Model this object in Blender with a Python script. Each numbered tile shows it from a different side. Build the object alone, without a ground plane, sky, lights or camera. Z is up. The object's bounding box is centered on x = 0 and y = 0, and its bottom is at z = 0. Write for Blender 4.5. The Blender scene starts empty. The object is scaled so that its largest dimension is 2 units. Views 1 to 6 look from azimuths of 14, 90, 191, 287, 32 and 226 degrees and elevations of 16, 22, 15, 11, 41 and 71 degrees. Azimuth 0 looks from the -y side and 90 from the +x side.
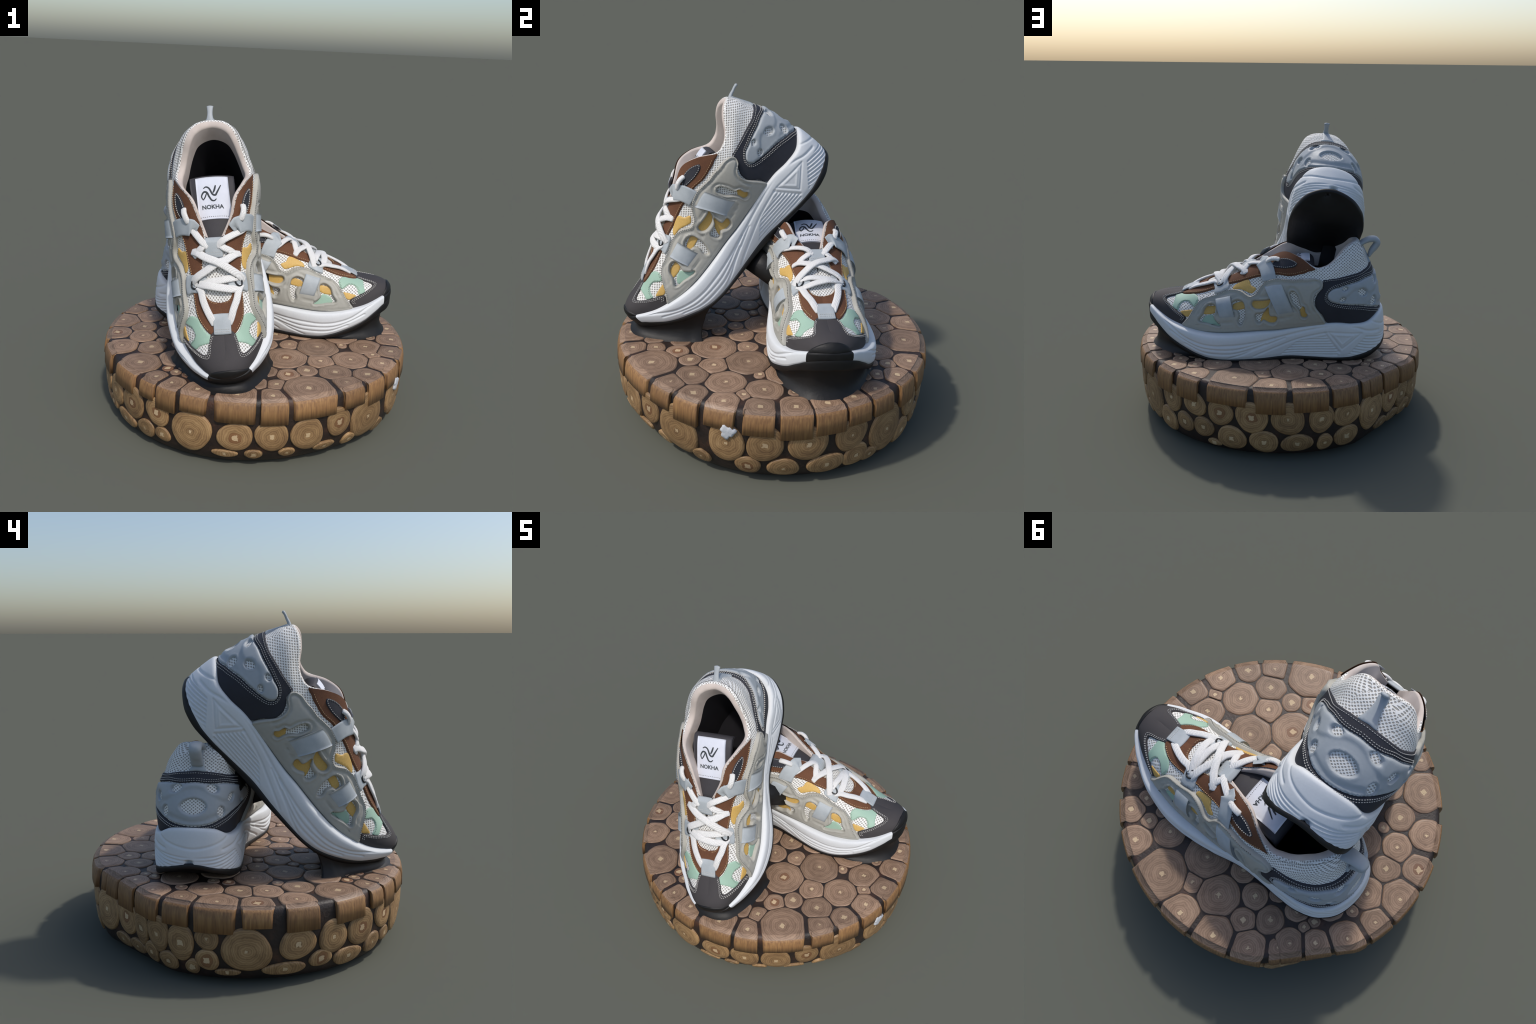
# A pair of chunky sneakers leaning on each other on a round stool of log slices.
import bpy, bmesh, random
from mathutils import Matrix, Vector
from mathutils.geometry import delaunay_2d_cdt
from mathutils import noise as mnoise
import math
import numpy as np

# ------------------------------------------------------------------ shoe last
# Stations round one side of the shoe, heel centre (s=0) to toe tip (s=1).
# s | feather line x, y outer, y inner, z | top line x, y outer, y inner, z |
# side shape: h1 lower handle, k2 shoulder reach, h2 upper handle, bulge outer, bulge inner
STATIONS = [
    (0.00, .026, .005, .005, .316, .172, -.015, -.015, .755, .40, .40, .30, .000, .000),
    (0.06, .056, .128, -.104, .306, .186, .055, -.092, .757, .40, .36, .30, .008, .006),
    (0.12, .120, .197, -.158, .266, .220, .106, -.144, .750, .40, .36, .30, .014, .010),
    (0.20, .220, .236, -.188, .258, .275, .148, -.180, .714, .40, .36, .30, .026, .014),
    (0.28, .330, .244, -.195, .266, .332, .176, -.206, .654, .40, .36, .32, .036, .022),
    (0.36, .440, .244, -.200, .255, .400, .196, -.228, .616, .40, .35, .35, .034, .034),
    (0.42, .530, .243, -.202, .240, .465, .206, -.243, .614, .42, .30, .38, .033, .036),
    (0.48, .620, .244, -.204, .224, .565, .165, -.205, .678, .44, .38, .28, .034, .036),
    (0.54, .720, .254, -.212, .211, .665, .104, -.155, .700, .45, .47, .18, .026, .034),
    (0.60, .820, .262, -.226, .206, .765, .066, -.125, .653, .45, .55, .10, .008, .024),
    (0.66, .930, .258, -.236, .194, .870, .028, -.065, .601, .45, .57, .05, .000, .010),
    (0.71, 1.030, .255, -.248, .186, .960, -.008, -.030, .559, .45, .60, .03, .000, .003),
    (0.76, 1.130, .246, -.256, .183, 1.050, -.022, -.022, .515, .46, .61, .02, .000, .000),
    (0.81, 1.230, .228, -.253, .192, 1.150, -.030, -.030, .467, .49, .61, .01, .000, .000),
    (0.86, 1.330, .202, -.244, .213, 1.240, -.035, -.035, .425, .53, .61, .01, .000, .000),
    (0.90, 1.420, .158, -.215, .236, 1.320, -.037, -.037, .390, .56, .58, .01, .000, .000),
    (0.94, 1.500, .106, -.178, .272, 1.380, -.040, -.040, .378, .60, .60, .00, .000, .000),
    (0.97, 1.560, .046, -.130, .300, 1.420, -.042, -.042, .373, .64, .60, .00, .000, .000),
    (1.00, 1.586, -.040, -.040, .308, 1.450, -.045, -.045, .369, .66, .62, .00, .000, .000),
]
ST = np.array(STATIONS)


def pchip(x, xp, fp):
    """Monotone cubic through the points (xp, fp), fp may have several columns."""
    x = np.asarray(x, float)
    fp = np.asarray(fp, float)
    xp = np.asarray(xp, float)
    if fp.ndim == 1:
        return pchip(x, xp, fp[:, None])[..., 0]
    h = np.diff(xp)[:, None]
    d = np.diff(fp, axis=0) / h
    m = np.zeros_like(fp)
    w1, w2 = 2 * h[1:] + h[:-1], h[1:] + 2 * h[:-1]
    same = d[1:] * d[:-1] > 0
    with np.errstate(all="ignore"):
        hm = (w1 + w2) / (w1 / d[:-1] + w2 / d[1:])
    m[1:-1] = np.where(same, hm, 0)
    m[0], m[-1] = d[0], d[-1]
    i = np.clip(np.searchsorted(xp, x, side="right") - 1, 0, len(xp) - 2)
    hh = h[i, 0]
    u = ((x - xp[i]) / hh)[..., None]
    hh = hh[..., None]
    return ((1 + 2 * u) * (1 - u) ** 2 * fp[i] + u * (1 - u) ** 2 * hh * m[i]
            + u * u * (3 - 2 * u) * fp[i + 1] + u * u * (u - 1) * hh * m[i + 1])


def catmull(x, xp, fp):
    """Smooth cubic (finite-difference tangents) through the points."""
    x = np.asarray(x, float)
    fp = np.asarray(fp, float)
    xp = np.asarray(xp, float)
    one = fp.ndim == 1
    if one:
        fp = fp[:, None]
    m = np.gradient(fp, xp, axis=0)
    i = np.clip(np.searchsorted(xp, x, side="right") - 1, 0, len(xp) - 2)
    hh = (xp[i + 1] - xp[i])
    u = ((x - xp[i]) / hh)[..., None]
    hh = hh[..., None]
    r = ((1 + 2 * u) * (1 - u) ** 2 * fp[i] + u * (1 - u) ** 2 * hh * m[i]
         + u * u * (3 - 2 * u) * fp[i + 1] + u * u * (u - 1) * hh * m[i + 1])
    return r[..., 0] if one else r


# closed table over sigma in [-1.3, 1.3] so that heel and toe are smooth
def _closed():
    rows = []
    for r in ST[1:][::-1]:
        rows.append((-r[0], r[1], r[3], r[4], r[5], r[7], r[8], r[9], r[10], r[11], r[13]))
    for r in ST:
        rows.append((r[0], r[1], r[2], r[4], r[5], r[6], r[8], r[9], r[10], r[11], r[12]))
    a = np.array(rows)
    lo = a[(a[:, 0] > .6) & (a[:, 0] < .999)].copy()
    lo[:, 0] -= 2
    hi = a[(a[:, 0] < -.6) & (a[:, 0] > -.999)].copy()
    hi[:, 0] += 2
    return np.concatenate([lo, a, hi])


RING = _closed()


def last_rows(sig):
    return catmull(sig, RING[:, 0], RING[:, 1:])


def feather(sig):
    r = last_rows(sig)
    return r[..., 0:3]


def outward(sig):
    """Unit plan normal of the feather line, pointing out of the shoe."""
    e = 2e-3
    a, b = feather(np.asarray(sig) - e), feather(np.asarray(sig) + e)
    t = (b - a)[..., :2]
    n = np.stack([-t[..., 1], t[..., 0]], -1)
    return n / (np.linalg.norm(n, axis=-1, keepdims=True) + 1e-12)


def last(sig, t):
    """Point of the upper: sigma round the shoe, t from feather line (0) to top line (1)."""
    sig = (np.asarray(sig, float) + 1) % 2 - 1
    t = np.asarray(t, float)[..., None]
    r = last_rows(sig)
    n = outward(sig)
    B, T = r[..., 0:3], r[..., 3:6]
    h1, k2, h2, bu = (r[..., k:k + 1] for k in (6, 7, 8, 9))
    dz = T[..., 2:] - B[..., 2:]
    P1 = np.concatenate([B[..., :2] + n * bu * 1.6, B[..., 2:] + h1 * dz], -1)
    P2 = np.concatenate([T[..., :2] + (B - T)[..., :2] * k2 + n * bu * 1.4, T[..., 2:] - h2 * dz], -1)
    return (1 - t) ** 3 * B + 3 * t * (1 - t) ** 2 * P1 + 3 * t * t * (1 - t) * P2 + t ** 3 * T


def last_normal(sig, t):
    e = 1.5e-3
    t = np.asarray(t, float)
    a = last(sig + e, t) - last(sig - e, t)
    b = last(sig, np.clip(t + e, 0, 1)) - last(sig, np.clip(t - e, 0, 1))
    n = np.cross(a, b)
    return -n / (np.linalg.norm(n, axis=-1, keepdims=True) + 1e-12) 

random.seed(7)
rng = np.random.default_rng(7)


# ------------------------------------------------------------------ materials
def srgb(h):
    c = [int(h[i:i + 2], 16) / 255 for i in (0, 2, 4)]
    return tuple(x / 12.92 if x <= .04045 else ((x + .055) / 1.055) ** 2.4 for x in c) + (1,)


class Mat:
    def __init__(self, name, rough=.6):
        self.m = bpy.data.materials.new(name)
        self.m.use_nodes = True
        self.t = self.m.node_tree
        self.b = self.t.nodes["Principled BSDF"]
        self.b.inputs["Roughness"].default_value = rough
        self._co = None

    def n(self, kind, **kw):
        nd = self.t.nodes.new("ShaderNode" + kind)
        for k, v in kw.items():
            setattr(nd, k, v)
        return nd

    def l(self, a, b):
        self.t.links.new(a, b)

    @property
    def co(self):
        if self._co is None:
            self._co = self.n("TexCoord").outputs["Object"]
        return self._co

    def math(self, op, a, b=None, c=None, clamp=False):
        nd = self.n("Math", operation=op, use_clamp=clamp)
        for i, v in enumerate((a, b, c)):
            if v is None:
                continue
            if isinstance(v, (int, float)):
                nd.inputs[i].default_value = v
            else:
                self.l(v, nd.inputs[i])
        return nd.outputs[0]

    def noise(self, scale, detail=2, rough=.5, vec=None, dist=0):
        nd = self.n("TexNoise")
        nd.inputs["Scale"].default_value = scale
        nd.inputs["Detail"].default_value = detail
        nd.inputs["Roughness"].default_value = rough
        nd.inputs["Distortion"].default_value = dist
        self.l(vec or self.co, nd.inputs["Vector"])
        return nd.outputs["Fac"]

    def ramp(self, fac, stops):
        nd = self.n("ValToRGB")
        el = nd.color_ramp.elements
        el[0].position, el[0].color = stops[0]
        el[1].position, el[1].color = stops[-1]
        for p, c in stops[1:-1]:
            e = el.new(p)
            e.color = c
        self.l(fac, nd.inputs[0])
        return nd.outputs[0]

    def mix(self, fac, a, b, blend="MIX"):
        nd = self.n("Mix", data_type="RGBA", blend_type=blend)
        for s, v in ((nd.inputs[0], fac), (nd.inputs[6], a), (nd.inputs[7], b)):
            if isinstance(v, (int, float, tuple)):
                s.default_value = v
            else:
                self.l(v, s)
        return nd.outputs[2]

    def bump(self, h, dist=.002, strength=.5):
        nd = self.n("Bump")
        nd.inputs["Distance"].default_value = dist
        nd.inputs["Strength"].default_value = strength
        self.l(h, nd.inputs["Height"])
        self.l(nd.outputs[0], self.b.inputs["Normal"])

    def color(self, c):
        if isinstance(c, tuple):
            self.b.inputs["Base Color"].default_value = c
        else:
            self.l(c, self.b.inputs["Base Color"])


def plain(name, hexa, rough=.6, grain=120, amount=.08, bump=.0012, spec=.4, hexb=None):
    m = Mat(name, rough)
    c = srgb(hexa)
    d = srgb(hexb) if hexb else tuple(x * (1 - amount * 2) for x in c[:3]) + (1,)
    f = m.noise(grain, 3, .6)
    g = m.noise(9, 2, .5)
    f2 = m.math("ADD", m.math("MULTIPLY", f, .6), m.math("MULTIPLY", g, .4))
    m.color(m.ramp(f2, [(.3, d), (.65, c)]))
    m.bump(f, bump, .5)
    m.b.inputs["Specular IOR Level"].default_value = spec
    return m.m


def knit(name, hexa, hexhole, cell=.0185, rough=.8, thresh=.26):
    """Open air-mesh fabric: staggered slots, laid on the side or on the top by the surface's direction."""
    m = Mat(name, rough)
    geo = m.n("NewGeometry")
    tr = m.n("VectorTransform", vector_type="NORMAL", convert_from="WORLD", convert_to="OBJECT")
    m.l(geo.outputs["True Normal"], tr.inputs[0])
    sep = m.n("SeparateXYZ"); m.l(tr.outputs[0], sep.inputs[0])
    pos = m.n("SeparateXYZ"); m.l(m.co, pos.inputs[0])
    top = m.math("GREATER_THAN", m.math("ABSOLUTE", sep.outputs[2]), .74)
    rear = m.math("GREATER_THAN", m.math("ABSOLUTE", sep.outputs[0]), .8)
    # second coordinate is y on the top of the shoe, z on its sides; first is y at the heel
    v = m.n("Mix", data_type="FLOAT"); m.l(top, v.inputs[0]); m.l(pos.outputs[2], v.inputs[2]); m.l(pos.outputs[1], v.inputs[3])
    u = m.n("Mix", data_type="FLOAT"); m.l(rear, u.inputs[0]); m.l(pos.outputs[0], u.inputs[2]); m.l(pos.outputs[1], u.inputs[3])
    uu = m.math("MULTIPLY", u.outputs[0], 1 / cell)
    vv = m.math("MULTIPLY", v.outputs[0], 1.25 / cell)
    a = m.math("ADD", uu, vv)
    b = m.math("SUBTRACT", uu, vv)
    cmb = m.n("CombineXYZ"); m.l(a, cmb.inputs[0]); m.l(b, cmb.inputs[1])
    vor = m.n("TexVoronoi", voronoi_dimensions="2D", feature="F1")
    vor.inputs["Scale"].default_value = 1
    vor.inputs["Randomness"].default_value = .12
    m.l(cmb.outputs[0], vor.inputs["Vector"])
    d = vor.outputs["Distance"]
    mask = m.ramp(d, [(thresh, (0, 0, 0, 1)), (thresh + .12, (1, 1, 1, 1))])
    fine = m.noise(260, 2)
    white = m.mix(fine, tuple(x * .86 for x in srgb(hexa)[:3]) + (1,), srgb(hexa))
    m.color(m.mix(mask, srgb(hexhole), white))
    m.bump(mask, .004, .8)
    m.b.inputs["Specular IOR Level"].default_value = .25
    return m.m


def woven(name, hexa, hexb, sx=300, sy=300, rough=.6, bump=.001):
    m = Mat(name, rough)
    f = m.noise(sx, 2, .6)
    g = m.math("ADD", m.math("MULTIPLY", f, .5), m.math("MULTIPLY", m.noise(14, 3), .5))
    m.color(m.ramp(g, [(.3, srgb(hexb)), (.65, srgb(hexa))]))
    m.bump(f, bump, .6)
    m.b.inputs["Specular IOR Level"].default_value = .35
    return m.m


def lace_material():
    m = Mat("lace_braid", .85)
    w = m.n("TexWave", wave_type="BANDS", bands_direction="DIAGONAL")
    w.inputs["Scale"].default_value = 75
    w.inputs["Distortion"].default_value = 3
    w.inputs["Detail Scale"].default_value = 8
    m.l(m.co, w.inputs["Vector"])
    n = m.noise(170, 2)
    f = m.math("ADD", m.math("MULTIPLY", w.outputs["Fac"], .6), m.math("MULTIPLY", n, .4))
    m.color(m.ramp(f, [(.15, srgb("d6d4d0")), (.55, srgb("f1f0ee"))]))
    m.bump(f, .003, .8)
    return m.m


def wood_end(name="wood_end_grain", stops=("5f4a3a", "7d6450", "937862", "a68b71")):
    """Cut log end: growth rings round the object's own origin, pale squarish pith, drying tone patches."""
    m = Mat(name, .62)
    sep = m.n("SeparateXYZ"); m.l(m.co, sep.inputs[0])
    info = m.n("ObjectInfo")
    rnd = info.outputs["Random"]
    off = m.n("VectorMath", operation="ADD")
    cmb = m.n("CombineXYZ"); r10 = m.math("MULTIPLY", rnd, 37.0)
    m.l(r10, cmb.inputs[0]); m.l(r10, cmb.inputs[1])
    m.l(m.co, off.inputs[0]); m.l(cmb.outputs[0], off.inputs[1])
    pv = off.outputs[0]
    r = m.n("VectorMath", operation="LENGTH")
    flat = m.n("CombineXYZ"); m.l(sep.outputs[0], flat.inputs[0]); m.l(sep.outputs[1], flat.inputs[1])
    m.l(flat.outputs[0], r.inputs[0])
    rr = r.outputs["Value"]
    wob = m.noise(13, 3, .55, pv)
    rad = m.math("ADD", rr, m.math("MULTIPLY", m.math("SUBTRACT", wob, .5), .045))
    ring = m.math("SINE", m.math("ADD", m.math("MULTIPLY", rad, 480), m.math("MULTIPLY", m.noise(50, 2, .5, pv), 3.0)))
    wide = m.math("SINE", m.math("ADD", m.math("MULTIPLY", rad, 150), m.math("MULTIPLY", rnd, 20)))
    f = m.math("ADD", m.math("MULTIPLY", ring, .10), m.math("MULTIPLY", wide, .07))
    f = m.math("ADD", f, m.math("ADD", m.math("MULTIPLY", m.noise(9, 4, .65, pv), .75), .10))
    base = m.ramp(f, list(zip((.10, .38, .62, .95), map(srgb, stops))))
    # pith: a small pale four-sided patch at the centre
    mx = m.math("ADD", m.math("MAXIMUM", m.math("ABSOLUTE", sep.outputs[0]), m.math("ABSOLUTE", sep.outputs[1])),
                m.math("MULTIPLY", m.math("SUBTRACT", m.noise(55, 2, .5, pv), .5), .022))
    size = m.math("ADD", .006, m.math("MULTIPLY", rnd, .010))
    pith = m.math("LESS_THAN", mx, size)
    heart = m.math("MULTIPLY", m.math("LESS_THAN", rad, .034), m.math("GREATER_THAN", rnd, .90))
    c = m.mix(m.math("MULTIPLY", heart, .6), base, srgb("6e4428"))
    c = m.mix(m.math("MULTIPLY", pith, .7), c, srgb("cdb590"))
    # tone from log to log, and a slightly darker bark rim (z < 0 side wall gets long grain)
    tone = m.math("ADD", .82, m.math("MULTIPLY", m.math("FRACT", m.math("MULTIPLY", rnd, 7.31)), .36))
    tc = m.n("CombineColor"); [m.l(tone, tc.inputs[i]) for i in range(3)]
    c = m.mix(1.0, c, tc.outputs[0], "MULTIPLY")
    speck = m.math("GREATER_THAN", m.noise(120, 1, .5, pv), .72)
    c = m.mix(m.math("MULTIPLY", speck, .35), c, srgb("4a3020"))
    m.color(c)
    m.bump(f, .003, .4)
    m.b.inputs["Specular IOR Level"].default_value = .45
    m.b.inputs["Coat Weight"].default_value = .12
    m.b.inputs["Coat Roughness"].default_value = .3
    return m.m


def wood_side():
    m = Mat("wood_long_grain", .6)
    mp = m.n("Mapping")
    mp.inputs["Scale"].default_value = (60, 60, 3)
    m.l(m.co, mp.inputs["Vector"])
    info = m.n("ObjectInfo")
    f = m.noise(1.6, 4, .6, mp.outputs[0])
    c = m.ramp(f, [(.25, srgb("684a32")), (.5, srgb("86633f")), (.75, srgb("9c784c"))])
    tone = m.math("ADD", .82, m.math("MULTIPLY", info.outputs["Random"], .32))
    tc = m.n("CombineColor"); [m.l(tone, tc.inputs[i]) for i in range(3)]
    m.color(m.mix(1.0, c, tc.outputs[0], "MULTIPLY"))
    m.bump(f, .003, .5)
    return m.m


def filler():
    m = Mat("dark_wood_filler", .55)
    f = m.noise(8, 4, .6)
    m.color(m.ramp(f, [(.35, srgb("1d1613")), (.55, srgb("2b1f19")), (.75, srgb("4a2f20"))]))
    m.bump(m.noise(60, 3), .004, .6)
    return m.m


MAT = dict(
    mesh=knit("air_mesh", "eeede9", "a09c95", .0215, thresh=.25),
    toe=plain("charcoal_nubuck", "423f40", .75, 240, .10, .0012, .3),
    rubber=plain("black_rubber", "151414", .55, 60, .2, .002, .4),
    black=plain("dark_canvas", "33343b", .7, 260, .12, .0015, .3),
    brown=plain("brown_suede", "6c4833", .8, 160, .16, .0012, .25, "573a2a"),
    mint=plain("mint_leather", "9ebca9", .55, 180, .05, .0008, .35),
    yellow=plain("mustard_leather", "cfaa62", .5, 120, .08, .0010, .35, "bf9a52"),
    cage=plain("grey_moulded_rubber", "aaa89f", .55, 60, .05, .0008, .4),
    strap=woven("silver_webbing", "b3b9bc", "989fa3", 520, 520, .5),
    heel=plain("pale_grey_moulded_rubber", "a3a9ad", .5, 60, .04, .0008, .4),
    sole=plain("white_foam", "d6d9db", .55, 90, .03, .0008, .4),
    lining=woven("beige_lining", "cfc4bc", "b9aca4", 600, 600, .85),
    inside=plain("dark_interior", "17161a", .85, 120, .2, .001, .2),
    tongue=plain("tongue_cloth", "3c3a3d", .65, 260, .15, .001, .35),
    label=woven("label_cloth", "d7dae3", "c3c7d1", 700, 700, .6),
    print=plain("dark_print", "3f4448", .7, 100, .05, .0003, .2),
    lace=lace_material(),
    thread=plain("pale_thread", "b9b7b2", .8, 200, .05, .0005, .2),
    thread_tan=plain("tan_thread", "b39370", .8, 200, .05, .0005, .2),
    thread_dark=plain("grey_thread", "6e6d69", .8, 200, .05, .0005, .2),
    eyelet=plain("black_eyelet", "1d1e20", .4, 90, .1, .0005, .5),
    wood=wood_end(), wall=wood_end("wall_end_grain", ("604630", "826543", "9b7c55", "af9168")), grain=wood_side(), filler=filler(),
    chalk=plain("white_plaster_dab", "c9ccd0", .8, 60, .15, .003, .2),
)


# ------------------------------------------------------------------ mesh tools
class Shoe:
    """Holds the frame of one shoe: parts are modelled for the left shoe and mirrored for the right."""

    def __init__(self, name, mirror, matrix):
        self.mir = mirror
        self.root = bpy.data.objects.new(name, None)
        self.root.empty_display_size = .1
        bpy.context.collection.objects.link(self.root)
        self.root.matrix_world = matrix

    def part(self, name, verts, faces, mat, parent=None, smooth=True, mats=None, fmat=None, stuff=False):
        v = np.array(verts, float)
        if self.mir:
            v = v * np.array([1, -1, 1])
            faces = [tuple(reversed(f)) for f in faces]
        me = bpy.data.meshes.new(name)
        me.from_pydata(v.tolist(), [], [tuple(int(i) for i in f) for f in faces])
        me.materials.append(mat)
        for x in mats or ():
            me.materials.append(x)
        if fmat is not None:
            me.polygons.foreach_set("material_index", np.array(fmat, np.int32))
        if smooth:
            me.polygons.foreach_set("use_smooth", np.ones(len(me.polygons), bool))
        me.update()
        ob = bpy.data.objects.new(name, me)
        bpy.context.collection.objects.link(ob)
        ob.parent = parent or self.root
        if stuff:
            ob["kind"] = "stuff"
        return ob


def grid_faces(nu, nv, closed_u=False, flip=False, base=0):
    f = []
    for i in range(nu if closed_u else nu - 1):
        a, b = i, (i + 1) % nu
        for j in range(nv - 1):
            q = (base + a * nv + j, base + b * nv + j, base + b * nv + j + 1, base + a * nv + j + 1)
            f.append(tuple(reversed(q)) if flip else q)
    return f


def smooth_loop(pts, step, closed=True, sharp=0):
    """Dense curve through control points (Catmull-Rom), spaced about `step` (in metric panel units)."""
    p = np.array(pts, float)
    n = len(p)
    out = []
    rngi = range(n if closed else n - 1)
    for i in rngi:
        p0, p1, p2, p3 = (p[(i + k) % n] if closed else p[min(max(i + k, 0), n - 1)] for k in (-1, 0, 1, 2))
        d = [max(np.linalg.norm(b - a), 1e-6) ** .5 for a, b in ((p0, p1), (p1, p2), (p2, p3))]
        m1 = (p2 - p1) if np.allclose(p0, p1) else d[1] * ((p1 - p0) / d[0] - (p2 - p0) / (d[0] + d[1]) + (p2 - p1) / d[1])
        m2 = (p2 - p1) if np.allclose(p2, p3) else d[1] * ((p2 - p1) / d[1] - (p3 - p1) / (d[1] + d[2]) + (p3 - p2) / d[2])
        k = max(2, int(math.ceil(np.linalg.norm(p2 - p1) / step)))
        for u in np.arange(k) / k:
            out.append((2 * u ** 3 - 3 * u ** 2 + 1) * p1 + (u ** 3 - 2 * u ** 2 + u) * m1
                       + (-2 * u ** 3 + 3 * u ** 2) * p2 + (u ** 3 - u ** 2) * m2)
    if not closed:
        out.append(p[-1])
    return np.array(out)


def seg_dist(P, loop, closed=True):
    a = loop
    b = np.roll(loop, -1, 0) if closed else loop[1:]
    a = a if closed else a[:-1]
    d = np.full(len(P), 9.)
    for i0 in range(0, len(a), 64):
        A, Bv = a[None, i0:i0 + 64], (b - a)[None, i0:i0 + 64]
        w = P[:, None] - A
        t = np.clip((w * Bv).sum(-1) / ((Bv * Bv).sum(-1) + 1e-12), 0, 1)
        d = np.minimum(d, np.linalg.norm(w - t[..., None] * Bv, axis=-1).min(1))
    return d


def inside(P, loop):
    x, y = P[:, 0], P[:, 1]
    c = np.zeros(len(P), bool)
    n = len(loop)
    for i in range(n):
        x1, y1 = loop[i]
        x2, y2 = loop[(i + 1) % n]
        k = (y1 > y) != (y2 > y)
        if k.any():
            xi = (x2 - x1) * (y - y1) / (y2 - y1 + 1e-15) + x1
            c ^= k & (x < xi)
    return c


KS, KT = 1.72, .46        # metres per unit of sigma and of t, roughly


def panel_mesh(outline, holes=(), height=.010, edge=.010, sink=.004, lift=0., step=.008, fill=.013, relief=None, crisp=()):
    """Sheet laid on the last: outline and holes in (sigma, t); raised with a rounded edge."""
    sc = np.array([KS, KT])
    loops = [smooth_loop(np.array(outline) * sc, step)] + [smooth_loop(np.array(h) * sc, step * .8) for h in holes]
    big = loops[0]
    lo, hi = big.min(0), big.max(0)
    gx, gy = np.meshgrid(np.arange(lo[0], hi[0], fill), np.arange(lo[1], hi[1], fill * .87))
    gx = gx + (np.arange(gx.shape[0]) % 2)[:, None] * fill * .5
    cand = np.stack([gx.ravel(), gy.ravel()], 1)
    rings = []
    for lp in loops:
        t = np.roll(lp, -1, 0) - np.roll(lp, 1, 0)
        n = np.stack([-t[:, 1], t[:, 0]], 1)
        n /= np.linalg.norm(n, axis=1, keepdims=True) + 1e-12
        for k in (.35, .8):
            for sgn in (1, -1):
                rings.append(lp + n * sgn * edge * k)
    def ok(P):
        m = inside(P, big)
        for h in loops[1:]:
            m &= ~inside(P, h)
        return m
    def bd(P):
        d = seg_dist(P, big)
        for h in loops[1:]:
            d = np.minimum(d, seg_dist(P, h))
        return d
    ringp = np.concatenate(rings)
    ringp = ringp[ok(ringp)]
    dr = bd(ringp)
    ringp = ringp[dr > edge * .3]
    cand = cand[ok(cand)]
    cand = cand[bd(cand) > edge * .95] if len(cand) else cand
    pts = [Vector(p) for lp in loops for p in lp]
    edges = []
    k = 0
    for lp in loops:
        n = len(lp)
        edges += [(k + i, k + (i + 1) % n) for i in range(n)]
        k += n
    nb = k
    pts += [Vector(p) for p in np.concatenate([ringp, cand])]
    V, E, F, *_ = delaunay_2d_cdt(pts, edges, [], 0, 1e-6)
    V = np.array([tuple(v) for v in V])
    F = [f for f in F if len(f) == 3]
    cen = V[np.array(F)].mean(1)
    keep = ok(cen)
    F = [f for f, q in zip(F, keep) if q]
    d = bd(V)
    e = np.clip(d / edge, 0, 1)
    h = -sink + (height + sink) * np.sqrt(np.clip(1 - (1 - e) ** 2, 0, 1)) + lift
    sig, t = V[:, 0] / KS, np.clip(V[:, 1] / KT, 0, 1)
    if relief is not None:
        h = h + relief(sig, t, d)
    P = last(sig, t) + last_normal(sig, t) * h[:, None]
    # orient outward
    f = np.array(F)
    nrm = np.cross(P[f[:, 1]] - P[f[:, 0]], P[f[:, 2]] - P[f[:, 0]])
    want = last_normal(sig[f[:, 0]], t[f[:, 0]])
    flip = (nrm * want).sum(1) < 0
    f[flip] = f[flip][:, ::-1]
    used = np.unique(f)
    remap = np.full(len(P), -1)
    remap[used] = np.arange(len(used))
    return P[used], [tuple(x) for x in remap[f]]


def mirror_side(outline):
    return [(-a, b) for a, b in outline]


def surf(sig, t, h=0.):
    sig, t = np.asarray(sig, float), np.asarray(t, float)
    return last(sig, t) + last_normal(sig, t) * np.asarray(h)[..., None]


# height of the vamp above the shoe's plan, for things that lie across the ridge
_S, _T = np.meshgrid(np.linspace(-1, 1, 301), np.linspace(.25, 1, 70), indexing="ij")
_VP = last(_S, _T).reshape(-1, 3)


def vamp_z(x, y):
    q = np.stack([np.asarray(x, float), np.asarray(y, float)], -1)
    out = np.zeros(q.shape[:-1])
    for i in np.ndindex(out.shape):
        d2 = ((_VP[:, :2] - q[i]) ** 2).sum(1)
        k = np.argpartition(d2, 12)[:12]
        k = k[_VP[k, 2] > _VP[k, 2].max() - .06]
        w = 1 / (d2[k] + 2e-5)
        out[i] = (w * _VP[k, 2]).sum() / w.sum()
    return out


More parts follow.
